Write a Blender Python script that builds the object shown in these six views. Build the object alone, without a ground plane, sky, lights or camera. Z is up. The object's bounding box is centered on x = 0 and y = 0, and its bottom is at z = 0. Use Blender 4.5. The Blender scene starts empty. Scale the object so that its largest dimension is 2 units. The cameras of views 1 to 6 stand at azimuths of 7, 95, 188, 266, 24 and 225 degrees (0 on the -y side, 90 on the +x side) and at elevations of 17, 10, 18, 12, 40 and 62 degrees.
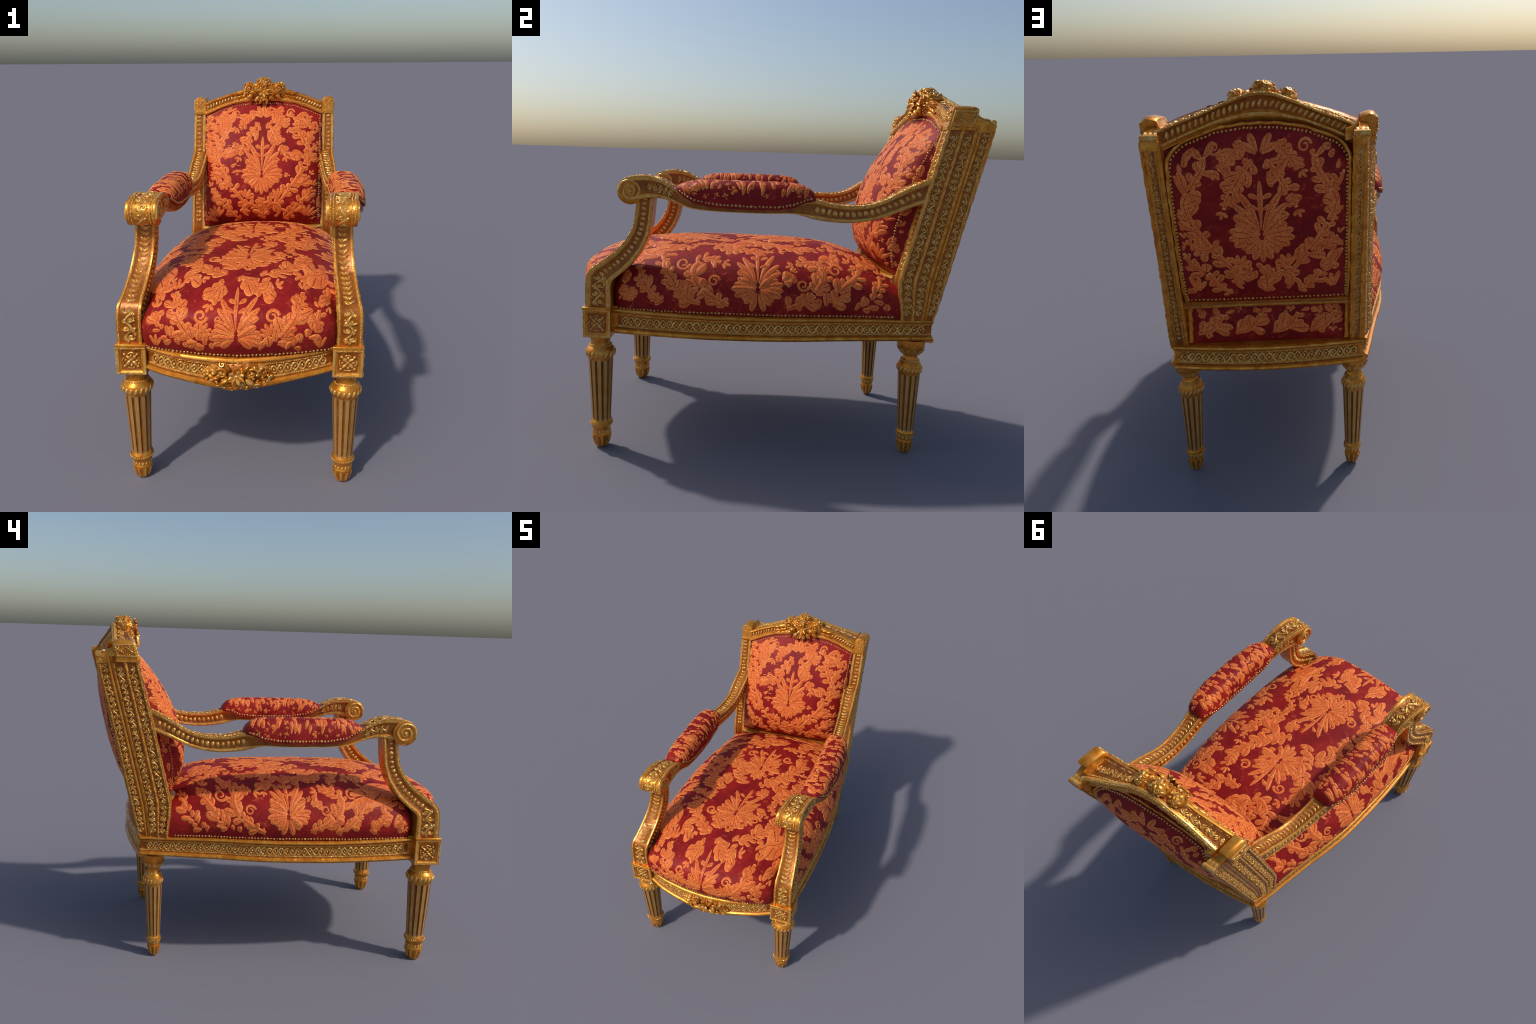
import bpy, math, random
import numpy as np
from mathutils import Vector
from mathutils.bvhtree import BVHTree

RNG = random.Random(11)
PI = math.pi

# ------------------------------------------------------------------ helpers
def warp(V):
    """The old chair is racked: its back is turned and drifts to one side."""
    V = np.asarray(V, float)
    X, Y, Z = V[:, 0], V[:, 1], V[:, 2]
    s = .075 + .11 * np.minimum((Y + .6) / 1.23, 1) ** 2 + .1 * np.maximum(Y - .63, 0)
    c = -.002 - .0364 * (Y + .8325)
    return np.stack([X + c, Y + s * X, Z], 1)

def unit(v):
    v = np.asarray(v, float)
    return v / (np.linalg.norm(v) + 1e-12)

def crom(P, n):
    """Catmull-Rom curve through control points (any dimension), n samples."""
    P = np.asarray(P, float)
    m = len(P)
    seg = np.linalg.norm(np.diff(P[:, :min(3, P.shape[1])], axis=0), axis=1)
    cum = np.concatenate([[0], np.cumsum(seg)])
    out = []
    for d in np.linspace(0, cum[-1], n):
        i = min(int(np.searchsorted(cum, d, side='right')) - 1, m - 2)
        t = (d - cum[i]) / (seg[i] + 1e-12)
        p0 = P[i - 1] if i > 0 else 2 * P[0] - P[1]
        p3 = P[i + 2] if i + 2 < m else 2 * P[-1] - P[-2]
        p1, p2 = P[i], P[i + 1]
        out.append(.5 * (2 * p1 + (p2 - p0) * t + (2 * p0 - 5 * p1 + 4 * p2 - p3) * t * t
                         + (3 * p1 - p0 - 3 * p2 + p3) * t ** 3))
    return np.array(out)

def resample(P, step):
    P = np.asarray(P, float)
    seg = np.linalg.norm(np.diff(P[:, :3], axis=0), axis=1)
    cum = np.concatenate([[0], np.cumsum(seg)])
    n = max(2, int(round(cum[-1] / step)) + 1)
    d = np.linspace(0, cum[-1], n)
    return np.stack([np.interp(d, cum, P[:, k]) for k in range(P.shape[1])], 1)

def itp(x, tab):
    xs = [t[0] for t in tab]
    return np.interp(x, xs, [t[1] for t in tab])

def handmade(V, amp, freq):
    """Small uneven wander of hand carving."""
    x, y, z = V[:, 0] * freq, V[:, 1] * freq, V[:, 2] * freq
    return amp * np.stack([np.sin(y * 1.1 + 2 * np.sin(z * .63)) * np.cos(z * .9 + x * .7), np.sin(z * 1.2 + 2 * np.sin(x * .57)) * np.cos(x + y * .8),
                           np.sin(x * .95 + 2 * np.sin(y * .71)) * np.cos(y * .85 + z)], 1)

class Acc:
    """Collects quads of one mesh in chair coordinates."""
    def __init__(self):
        self.v, self.f, self.m, self.n = [], [], [], 0
    def add(self, verts, faces, mats):
        verts = np.asarray(verts, float)
        self.v.append(verts)
        b = self.n
        self.f += [tuple(i + b for i in f) for f in faces]
        self.m += ([mats] * len(faces)) if isinstance(mats, int) else list(mats)
        self.n += len(verts)
    def grid(self, G, mat=0, closed_v=False, colmat=None, cap0=False, cap1=False):
        G = np.asarray(G, float)
        a, b = G.shape[:2]
        F, M = [], []
        for i in range(a - 1):
            for j in range(b if closed_v else b - 1):
                k = (j + 1) % b
                F.append((i * b + j, i * b + k, (i + 1) * b + k, (i + 1) * b + j))
                M.append(colmat[j] if colmat is not None else mat)
        if cap0:
            F.append(tuple(range(b))[::-1]); M.append(mat)
        if cap1:
            F.append(tuple((a - 1) * b + j for j in range(b))); M.append(mat)
        self.add(G.reshape(-1, 3), F, M)
    def tube(self, P, r, mat=0, seg=6, flat=None, nrm=None, taper=False):
        """Round rod along P; with nrm and flat it is flattened along nrm."""
        P = np.asarray(P, float)
        n = len(P)
        T = np.gradient(P, axis=0)
        T /= np.linalg.norm(T, axis=1)[:, None] + 1e-12
        rr = np.full(n, r) if np.isscalar(r) else np.asarray(r, float)
        if taper:
            rr = rr * np.clip(np.sin(np.linspace(0.12, PI - .12, n)) * 2.2, .25, 1)
        if nrm is None:
            ref = np.array([0, 0, 1.]) if abs(T[0][2]) < .9 else np.array([1., 0, 0])
            nrm = np.tile(ref, (n, 1))
        N = np.asarray(nrm, float)
        if N.ndim == 1:
            N = np.tile(N, (n, 1))
        B = np.cross(T, N); B /= np.linalg.norm(B, axis=1)[:, None] + 1e-12
        N = np.cross(B, T)
        fl = 1 if flat is None else flat
        G = np.zeros((n, seg, 3))
        for j in range(seg):
            a = 2 * PI * j / seg
            G[:, j] = P + (B * math.cos(a) + N * math.sin(a) * fl) * rr[:, None]
        self.grid(G, mat, closed_v=True, cap0=True, cap1=True)
    def bead(self, c, n, t, a, b, h, mat=0, seg=8, rings=3):
        """Half ellipsoid boss: centre c, normal n, long axis t, radii a (t), b, height h."""
        n = unit(n); t = unit(np.asarray(t) - n * np.dot(t, n)); s = np.cross(n, t)
        V, F = [], []
        for i in range(rings):
            e = i / rings * PI / 2
            for j in range(seg):
                w = 2 * PI * j / seg
                V.append(c + t * a * math.cos(e) * math.cos(w) + s * b * math.cos(e) * math.sin(w)
                         + n * (h * math.sin(e) - (h * .35 if i == 0 else 0)))
        V.append(c + n * h)
        for i in range(rings - 1):
            for j in range(seg):
                k = (j + 1) % seg
                F.append((i * seg + j, i * seg + k, (i + 1) * seg + k, (i + 1) * seg + j))
        o = (rings - 1) * seg
        for j in range(seg):
            F.append((o + j, o + (j + 1) % seg, rings * seg))
        self.add(V, F, mat)
    def leaf(self, base, d, n, L, W, h, curl=0., lift=0., mat=0, side=0.):
        """Solid carved leaf with a ridge; curl lifts the tip, side bends it sideways."""
        d = unit(d); n = unit(np.asarray(n) - d * np.dot(n, d)); s = np.cross(n, d)
        rows = 7
        prof = [-1, -.62, -.12, 0, .12, .62, 1]
        hh = [-.25, .8, 1, .62, 1, .8, -.25]
        G = np.zeros((rows, len(prof), 3))
        for i in range(rows):
            t = i / (rows - 1)
            w = W * (math.sin(PI * (t ** .75) * .93 + .12)) ** .8
            c = base + d * L * t + n * (lift * t + curl * t * t) + s * side * t * t
            for j, p in enumerate(prof):
                G[i, j] = c + s * w * p + n * h * hh[j] * (.4 + .6 * math.sin(PI * min(1, .15 + t * .85)))
        self.grid(G, mat, cap0=False)
    def box(self, lo, hi, mat=0):
        x0, y0, z0 = lo; x1, y1, z1 = hi
        V = [(x0, y0, z0), (x1, y0, z0), (x1, y1, z0), (x0, y1, z0), (x0, y0, z1), (x1, y0, z1), (x1, y1, z1), (x0, y1, z1)]
        F = [(3, 2, 1, 0), (4, 5, 6, 7), (0, 1, 5, 4), (1, 2, 6, 5), (2, 3, 7, 6), (3, 0, 4, 7)]
        self.add(V, F, mat)
    def verts(self):
        return np.concatenate(self.v) if self.v else np.zeros((0, 3))
    def bvh(self):
        return BVHTree.FromPolygons([tuple(p) for p in self.verts()], self.f)
    def build(self, name, mats, parent, angle=42, bevel=0, stuff=False):
        me = bpy.data.meshes.new(name)
        V = self.verts()
        if stuff and mats is not BRO:
            V = V + handmade(V, .0016, 95) + handmade(V[:, ::-1], .0014, 210)
        me.from_pydata([tuple(p) for p in warp(V)], [], self.f)
        for m in mats:
            me.materials.append(m)
        me.polygons.foreach_set('material_index', self.m)
        me.polygons.foreach_set('use_smooth', [True] * len(self.f))
        import bmesh
        bm = bmesh.new(); bm.from_mesh(me)
        bmesh.ops.remove_doubles(bm, verts=bm.verts, dist=2e-6)
        bmesh.ops.recalc_face_normals(bm, faces=bm.faces)
        bm.to_mesh(me); bm.free()
        me.set_sharp_from_angle(angle=math.radians(angle))
        me.update()
        ob = bpy.data.objects.new(name, me)
        bpy.context.scene.collection.objects.link(ob)
        ob.parent = parent
        if bevel:
            b = ob.modifiers.new('bevel', 'BEVEL'); b.width = bevel; b.segments = 2
            b.limit_method = 'ANGLE'; b.angle_limit = math.radians(40); b.harden_normals = False
        if stuff:
            ob['kind'] = 'stuff'
        return ob

# ------------------------------------------------------------------ materials
def nodes_of(name):
    m = bpy.data.materials.new(name); m.use_nodes = True
    nt = m.node_tree
    return m, nt, nt.nodes['Principled BSDF']

def N(nt, kind, **kw):
    n = nt.nodes.new(kind)
    for k, v in kw.items():
        if k in n.inputs.keys() if hasattr(n.inputs, 'keys') else False:
            n.inputs[k].default_value = v
        else:
            setattr(n, k, v)
    return n

def ramp(nt, fac, stops):
    r = nt.nodes.new('ShaderNodeValToRGB')
    e = r.color_ramp.elements
    while len(e) < len(stops):
        e.new(.5)
    for k, (p, c) in enumerate(stops):
        e[k].position = p; e[k].color = (*c, 1)
    nt.links.new(fac, r.inputs[0])
    return r.outputs[0]

def mix(nt, fac, a, b, mode='MIX'):
    m = nt.nodes.new('ShaderNodeMix'); m.data_type = 'RGBA'; m.blend_type = mode
    if isinstance(fac, (int, float)):
        m.inputs[0].default_value = fac
    else:
        nt.links.new(fac, m.inputs[0])
    for s, k in ((a, 6), (b, 7)):
        if isinstance(s, tuple):
            m.inputs[k].default_value = (*s, 1)
        else:
            nt.links.new(s, m.inputs[k])
    return m.outputs[2]

def noise(nt, co, scale, detail=3, rough=.55, dist=0):
    n = nt.nodes.new('ShaderNodeTexNoise')
    n.inputs['Scale'].default_value = scale; n.inputs['Detail'].default_value = detail
    n.inputs['Roughness'].default_value = rough; n.inputs['Distortion'].default_value = dist
    nt.links.new(co, n.inputs['Vector'])
    return n.outputs['Fac']

def bump(nt, h, strength, dist, bsdf):
    b = nt.nodes.new('ShaderNodeBump'); b.inputs['Strength'].default_value = strength
    b.inputs['Distance'].default_value = dist
    nt.links.new(h, b.inputs['Height']); nt.links.new(b.outputs[0], bsdf.inputs['Normal'])

def gilt(name, lo, mid, hi, metal, rough, patch=14, worn=None):
    m, nt, p = nodes_of(name)
    co = nt.nodes.new('ShaderNodeTexCoord').outputs['Object']
    a = noise(nt, co, patch, 4, .6, .4)
    c = ramp(nt, a, [(.30, lo), (.50, mid), (.70, hi)])
    f = noise(nt, co, 160, 3, .7)
    c = mix(nt, ramp(nt, f, [(.35, (0, 0, 0)), (.62, (1, 1, 1))]), mix(nt, .45, c, lo), c)
    if worn:
        w = noise(nt, co, 42, 5, .65, .8)
        c = mix(nt, ramp(nt, w, [(.58, (0, 0, 0)), (.70, (1, 1, 1))]), c, worn)
    nt.links.new(c, p.inputs['Base Color'])
    p.inputs['Metallic'].default_value = metal
    r = ramp(nt, a, [(.3, (rough + .12,) * 3), (.7, (rough - .06,) * 3)])
    nt.links.new(r, p.inputs['Roughness'])
    bump(nt, f, .35, .0015, p)
    return m

GOLD = gilt('gilded_wood', (.50, .155, .009), (.74, .280, .024), (.86, .44, .075), .58, .27, 24, worn=(.36, .10, .009))
PALE = gilt('pale_gilt_carving', (.60, .25, .034), (.76, .41, .090), (.84, .56, .20), .45, .27, 40)
DARK_RECESS = gilt('dark_brown_recess', (.24, .060, .004), (.37, .105, .007), (.52, .165, .012), .36, .34, 26)
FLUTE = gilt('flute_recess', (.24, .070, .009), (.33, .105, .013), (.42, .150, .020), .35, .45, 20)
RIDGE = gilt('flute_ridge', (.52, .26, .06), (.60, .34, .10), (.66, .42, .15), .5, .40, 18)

def silk(name):
    m, nt, p = nodes_of(name)
    co = nt.nodes.new('ShaderNodeTexCoord').outputs['Object']
    a = noise(nt, co, 7, 4, .6, .6)
    c = ramp(nt, a, [(.30, (.185, .007, .008)), (.55, (.285, .011, .010)), (.75, (.40, .020, .013))])
    b = noise(nt, co, 26, 5, .62, 1.2)
    c = mix(nt, ramp(nt, b, [(.57, (0, 0, 0)), (.74, (1, 1, 1))]), c, (.60, .085, .028))
    w = noise(nt, co, 420, 2, .6)
    c = mix(nt, ramp(nt, w, [(.35, (.25,) * 3), (.65, (0,) * 3)]), c, (.16, .006, .008))
    nt.links.new(c, p.inputs['Base Color'])
    p.inputs['Roughness'].default_value = .52
    p.inputs['Specular IOR Level'].default_value = .15
    p.inputs['Sheen Weight'].default_value = .0
    bump(nt, w, .3, .001, p)
    return m

def brocade_mat(name, body, light, vein, cell=120):
    m, nt, p = nodes_of(name)
    co = nt.nodes.new('ShaderNodeTexCoord').outputs['Object']
    wob = nt.nodes.new('ShaderNodeTexNoise'); wob.inputs['Scale'].default_value = 60
    nt.links.new(co, wob.inputs['Vector'])
    add = nt.nodes.new('ShaderNodeVectorMath'); add.operation = 'MULTIPLY_ADD'
    nt.links.new(wob.outputs['Color'], add.inputs[0]); add.inputs[1].default_value = (.008,) * 3
    nt.links.new(co, add.inputs[2])
    v = nt.nodes.new('ShaderNodeTexVoronoi'); v.feature = 'DISTANCE_TO_EDGE'
    v.inputs['Scale'].default_value = cell
    nt.links.new(add.outputs[0], v.inputs['Vector'])
    a = noise(nt, co, 18, 3)
    c = ramp(nt, a, [(.35, body), (.68, light)])
    c = mix(nt, ramp(nt, v.outputs['Distance'], [(.014, (1, 1, 1)), (.11, (0, 0, 0))]), c, vein)
    th = noise(nt, co, 210, 2, .6)
    c = mix(nt, ramp(nt, th, [(.56, (0, 0, 0)), (.68, (1, 1, 1))]), c, mix(nt, .55, c, (.95, .45, .12)))
    nt.links.new(c, p.inputs['Base Color'])
    p.inputs['Roughness'].default_value = .5
    p.inputs['Specular IOR Level'].default_value = .15
    bump(nt, v.outputs['Distance'], .2, .0005, p)
    return m

SILK = silk('crimson_silk')
BODY = brocade_mat('brocade_orange_weave', (.80, .165, .032), (.92, .250, .058), (.55, .065, .018), 95)
RIM = brocade_mat('brocade_pale_thread', (.86, .31, .070), (.93, .45, .125), (.70, .15, .033), 260)
VEIN = brocade_mat('brocade_dark_vein', (.30, .03, .02), (.36, .045, .022), (.24, .02, .016), 200)
NAIL = gilt('brass_nailhead', (.46, .23, .055), (.60, .36, .11), (.70, .48, .19), .6, .28, 60)
GILT = [GOLD, PALE, DARK_RECESS]
BRO = [BODY, RIM, VEIN]

chair = bpy.data.objects.new('gilded_armchair', None)
bpy.context.scene.collection.objects.link(chair)
chair['label'] = 'gilded carved wood armchair upholstered in red and orange damask'
chair['category'] = 'upholstered armchair'

# ------------------------------------------------------------------ carved bands
def band(acc, P, nrm, width, pitch, style, mat=1, h=.006):
    """Running ornament along path P (on the surface), outward normals nrm."""
    P = np.asarray(P, float)
    nr = np.asarray(nrm, float)
    if nr.ndim == 1:
        nr = np.tile(nr, (len(P), 1))
    Q = resample(np.concatenate([P, nr], 1), pitch)
    C, Nn = Q[:, :3], Q[:, 3:]
    Nn = Nn / np.linalg.norm(Nn, axis=1)[:, None]
    T = np.gradient(C, axis=0); T /= np.linalg.norm(T, axis=1)[:, None]
    B = np.cross(Nn, T)
    n = len(C)
    def at(s, off):
        i = np.clip(s, 0, n - 1.001); k = int(i); f = i - k
        c = C[k] * (1 - f) + C[k + 1] * f
        return c + B[k] * off, Nn[k], T[k], B[k]
    if style == 'guilloche':
        for ph in (0, PI):
            S = np.linspace(0, n - 1, (n - 1) * 8 + 1)
            pts = []; nn = []
            for s in S:
                p, q, _, _ = at(s, .40 * width * math.sin(PI * s + ph))
                pts.append(p + q * (h * .35 + h * .25 * math.cos(PI * s + ph))); nn.append(q)
            acc.tube(pts, width * .10, mat, 6, .9, np.array(nn))
        for k in range(n - 1):
            p, q, t, b = at(k + .5, 0)
            acc.bead(p, q, t, pitch * .20, width * .17, h, mat, 8)
            for e in (-.42, .42):
                p, q, t, b = at(k + 0., e * width)
                acc.bead(p, q, t, pitch * .13, width * .09, h * .6, mat, 6, 2)
    elif style == 'beads':
        for k in range(n):
            p, q, t, b = at(k, 0)
            j = RNG.uniform(.85, 1.1)
            acc.bead(p, q, t, pitch * .40 * j, width * .5 * j, h * RNG.uniform(.85, 1.1), mat, 8)
    elif style == 'rope':
        for k in range(n):
            p, q, t, b = at(k, 0)
            acc.bead(p, q, t + b * .5, pitch * .55, width * .42, h, mat, 6, 2)
    elif style == 'leaf':
        for k in range(n):
            p, q, t, b = at(k, 0)
            for s in (-1, 1):
                acc.leaf(p - q * .001, t * .75 + b * s, q, width * .55, pitch * .30, h, h * .3, 0, mat)
            acc.bead(p + t * pitch * .4, q, t, pitch * .22, width * .10, h, mat, 6, 2)
    elif style == 'tongue':
        for k in range(n):
            p, q, t, b = at(k, 0)
            acc.bead(p, q, b + t * RNG.uniform(.25, .5), width * .5, pitch * .34, h, mat, 8)
    elif style == 'scroll':
        # rinceau: a waving stem, a curl with a berry in every bend, leaves and dots between
        Sx = np.linspace(0, n - 1, (n - 1) * 7 + 1)
        pts = []; nn = []
        for q_ in Sx:
            p, q, _, _ = at(q_, .20 * width * math.sin(PI * q_))
            pts.append(p + q * h * .35); nn.append(q)
        acc.tube(pts, width * .085, mat, 6, .9, np.array(nn))
        for k in range(n - 1):
            s = 1 if k % 2 == 0 else -1
            c, q, t, b = at(k + .5, -s * .16 * width)
            r0 = .27 * width * RNG.uniform(.85, 1.1)
            pts = []; rr = []
            for i in range(12):
                u = i / 11
                an = s * (PI * .55 + u * PI * 1.7)
                r = r0 * (1 - .62 * u)
                pts.append(c + t * r * math.cos(an) * min(1.2, pitch / width * 1.1) - b * r * math.sin(an) * s * s + q * h * .4); rr.append(width * (.085 - .02 * u))
            acc.tube(pts, rr, mat, 6, .95, q)
            acc.bead(c, q, t, width * .15, width * .13, h, mat, 7)
            for e, sg in ((.05, 1), (.62, -1)):
                p, q, t, b = at(min(k + e, n - 1), s * .14 * width)
                acc.leaf(p - q * .001, t * .7 * sg + b * s * RNG.uniform(.6, 1.1), q, width * RNG.uniform(.30, .42), width * .14, h * .9, 0, 0, mat)
            for _ in range(2):
                p, q, t, b = at(k + RNG.uniform(.0, 1.), RNG.choice((-1, 1)) * width * RNG.uniform(.36, .44))
                z_ = width * RNG.uniform(.07, .12)
                acc.bead(p, q, t, z_ * 1.25, z_, h * .8, mat, 6, 2)

def rosette(acc, c, n, up, R, mat=1, petals=4):
    n = unit(n); up = unit(up); s = np.cross(n, up); c = np.asarray(c, float)
    acc.bead(c, n, up, R * .20, R * .20, .008, mat)
    for k in range(petals):
        a = 2 * PI * k / petals + PI / 4
        d = up * math.cos(a) + s * math.sin(a)
        acc.leaf(c + d * R * .18, d, n, R * .72, R * .24, .006, .002, 0, mat)
        acc.bead(c + d * R * 1.05, n, d, R * .19, R * .17, .007, mat)
        b = up * math.cos(a + PI / 4) + s * math.sin(a + PI / 4)
        acc.bead(c + b * R * .62, n, b, R * .20, R * .14, .006, mat)
        e = np.cross(n, b)
        pts = [c + b * R * (.80 + .18 * math.sin(PI * i / 8)) + e * R * .34 * math.cos(PI * i / 8) + n * .002 for i in range(9)]
        acc.tube(pts, R * .07, mat, 6, .9, n)

# ------------------------------------------------------------------ legs
def leg(x, y, prof, shaft, flutes, name='leg'):
    """prof: list of (z, r); shaft: (z0, z1) interval carrying the flutes."""
    z0, z1 = shaft
    prof = [(z, r * .972) for z, r in prof]
    pz = np.array([p[0] for p in prof]); pr = np.array([p[1] for p in prof])
    seg = flutes * 8
    c = np.array([x, y, 0])
    # fluted shaft
    a = Acc()
    Z = np.concatenate([[z0 - .004], [z0], z0 + (z1 - z0) * np.array([.012, .028, .05, .2, .4, .6, .8, .94, .972, .99]), [z1], [z1 + .004]])
    G = np.zeros((len(Z), seg, 3))
    for i, z in enumerate(Z):
        r = np.interp(z, pz, pr)
        t = (z - z0) / (z1 - z0)
        end = np.clip(min(t, 1 - t) / .03, 0, 1)
        for j in range(seg):
            ph = j % 8
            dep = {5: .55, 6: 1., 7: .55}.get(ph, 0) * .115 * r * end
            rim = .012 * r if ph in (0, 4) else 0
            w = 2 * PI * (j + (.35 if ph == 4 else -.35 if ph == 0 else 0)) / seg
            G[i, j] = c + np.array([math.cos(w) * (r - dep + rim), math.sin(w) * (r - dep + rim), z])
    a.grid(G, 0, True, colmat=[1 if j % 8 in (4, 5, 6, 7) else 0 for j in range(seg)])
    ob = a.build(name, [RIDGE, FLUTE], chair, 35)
    # carved collar (above) and foot (below)
    def ring(lo, hi, nm, lobes, amp, zone):
        b = Acc()
        zz = np.linspace(lo, hi, 40)
        sg = lobes * 8
        G = np.zeros((len(zz), sg, 3))
        cr = np.array([[p[0], p[1]] for p in prof])
        for i, z in enumerate(zz):
            r = np.interp(z, cr[:, 0], cr[:, 1])
            k = max(0., 1 - abs((z - zone[0]) / zone[1]) ** 2)
            for j in range(sg):
                w = 2 * PI * (j + (i - 20) * .0) / sg
                r2 = r * (1 + amp * k * (abs(math.sin(lobes * w / 2 + .0)) - .75))
                G[i, j] = c + np.array([math.cos(w) * r2, math.sin(w) * r2, z])
        b.grid(G, 0, True, cap0=True, cap1=True)
        return b
    lo_foot = ring(0, z0 - .002, 'leg_foot', 9, .16, (.036, .030))
    r_ring = np.interp(z0 - .025, pz, pr)
    circ = [c + np.array([math.cos(t) * r_ring, math.sin(t) * r_ring, z0 - .025]) for t in np.linspace(0, 2 * PI, 41)]
    rad = [np.array([math.cos(t), math.sin(t), 0]) for t in np.linspace(0, 2 * PI, 41)]
    band(lo_foot, circ, rad, .012, .010, 'rope', 1, .003)
    r_ring = np.interp(.085, pz, pr)
    circ = [c + np.array([math.cos(t) * r_ring, math.sin(t) * r_ring, .083]) for t in np.linspace(0, 2 * PI, 41)]
    band(lo_foot, circ, rad, .020, .018, 'tongue', 1, .003)
    for k in range(9):   # dark thin rods in the grooves between the tulip petals
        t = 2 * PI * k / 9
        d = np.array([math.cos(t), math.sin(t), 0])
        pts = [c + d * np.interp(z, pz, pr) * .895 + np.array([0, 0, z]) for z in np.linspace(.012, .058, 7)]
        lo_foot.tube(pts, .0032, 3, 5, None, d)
        d2 = np.array([math.cos(t + PI / 9), math.sin(t + PI / 9), 0])
        pts = [c + d2 * np.interp(z, pz, pr) * 1.01 + np.array([0, 0, z]) for z in np.linspace(.012, .058, 7)]
        lo_foot.tube(pts, .0032, 1, 5, None, d2)
    lo_foot.build('leg_foot', [GOLD, PALE, DARK_RECESS, FLUTE], ob, 50)
    top = pz[-1]
    zc = z1 + (.042 if y < 0 else .038)
    col = ring(z1 + .002, top, 'leg_collar', 10, .0, (zc, .022))
    rc = np.interp(zc, pz, pr)
    for k in range(18):
        t = 2 * PI * k / 18
        d = np.array([math.cos(t), math.sin(t), 0]); tan = np.array([-math.sin(t), math.cos(t), 0])
        col.bead(c + d * (np.interp(zc - .012, pz, pr) - .003) + np.array([0, 0, zc - .010]), d + np.array([0, 0, -.15]),
                 np.array([0, 0, 1]) + tan * .35, .018, rc * .135, .008, 1)
    zr = np.interp(z1 + .07, pz, pr)
    circ = [c + np.array([math.cos(t) * zr, math.sin(t) * zr, z1 + .07]) for t in np.linspace(0, 2 * PI, 41)]
    band(col, circ, rad, .014, .011, 'rope', 1, .003)
    if y > 0:
        zb = .54; rb = np.interp(zb, pz, pr)
        for k in range(12):
            t = 2 * PI * k / 12
            d = np.array([math.cos(t), math.sin(t), 0])
            col.leaf(c + d * (np.interp(.51, pz, pr) - .002) + np.array([0, 0, .508]), d * .8 + np.array([0, 0, 1.]), d, .045, .012, .005, .0, 0, 1)
    col.build('leg_collar', GILT, ob, 50)
    return ob

FRONT = [(0, .024), (.004, .030), (.02, .0365), (.045, .0435), (.058, .0465), (.068, .0475), (.074, .0445), (.078, .043), (.092, .0445),
         (.10, .046), (.106, .050), (.118, .0545), (.130, .0545), (.138, .051), (.147, .0465), (.447, .0605), (.454, .0615), (.462, .066),
         (.475, .0705), (.488, .0725), (.499, .069), (.508, .062), (.516, .054), (.524, .0475), (.535, .0475), (.545, .050), (.556, .053), (.572, .054)]
REAR = [(0, .016), (.005, .022), (.02, .028), (.045, .0345), (.056, .0365), (.064, .036), (.070, .034), (.084, .0345), (.09, .037),
        (.10, .0415), (.108, .0415), (.115, .039), (.122, .0365), (.408, .0495), (.414, .050), (.422, .0525), (.434, .0545), (.446, .0545), (.458, .0525),
        (.472, .046), (.484, .036), (.492, .0335), (.504, .0325), (.514, .040), (.526, .051), (.54, .059), (.555, .063), (.572, .064), (.585, .063)]
for sx in (-1, 1):
    leg(sx * .4725, -.8325, FRONT, (.147, .447), 12)
for sx in (-1, 1):
    leg(sx * .370, .6255, REAR, (.122, .408), 12)

# ------------------------------------------------------------------ front corner blocks
def panel_box(a, lo, hi, faces, border, depth):
    """Box whose listed faces carry a sunk panel with a dark ground."""
    x0, y0, z0 = lo; x1, y1, z1 = hi
    sides = {'-y': ((x0, y0, z0), (x1 - x0, 0, 0), (0, 0, z1 - z0), (0, -1, 0)), '+y': ((x1, y1, z0), (x0 - x1, 0, 0), (0, 0, z1 - z0), (0, 1, 0)),
             '+x': ((x1, y0, z0), (0, y1 - y0, 0), (0, 0, z1 - z0), (1, 0, 0)), '-x': ((x0, y1, z0), (0, y0 - y1, 0), (0, 0, z1 - z0), (-1, 0, 0)),
             '+z': ((x0, y0, z1), (x1 - x0, 0, 0), (0, y1 - y0, 0), (0, 0, 1)), '-z': ((x0, y1, z0), (x1 - x0, 0, 0), (0, y0 - y1, 0), (0, 0, -1))}
    for k, (o, u, v, n) in sides.items():
        o, u, v, n = [np.array(q, float) for q in (o, u, v, n)]
        lu, lv = np.linalg.norm(u), np.linalg.norm(v)
        def ringpts(ins, dn):
            a0, b0 = ins / lu, ins / lv
            return [o + u * a0 + v * b0 - n * dn, o + u * (1 - a0) + v * b0 - n * dn, o + u * (1 - a0) + v * (1 - b0) - n * dn, o + u * a0 + v * (1 - b0) - n * dn]
        rings = [ringpts(0, 0)]
        mats = []
        if k in faces:
            rings += [ringpts(border * .55, 0), ringpts(border * .75, .003), ringpts(border, depth)]
            mats += [1, 0, 0]
        V = sum(rings, []); F = []; M = []
        for i in range(len(rings) - 1):
            for j in range(4):
                q = (j + 1) % 4
                F.append((i * 4 + j, i * 4 + q, i * 4 + 4 + q, i * 4 + 4 + j)); M.append(mats[i])
        b = (len(rings) - 1) * 4
        F.append((b, b + 1, b + 2, b + 3)); M.append(2 if k in faces else 0)
        a.add(V, F, M)

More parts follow.
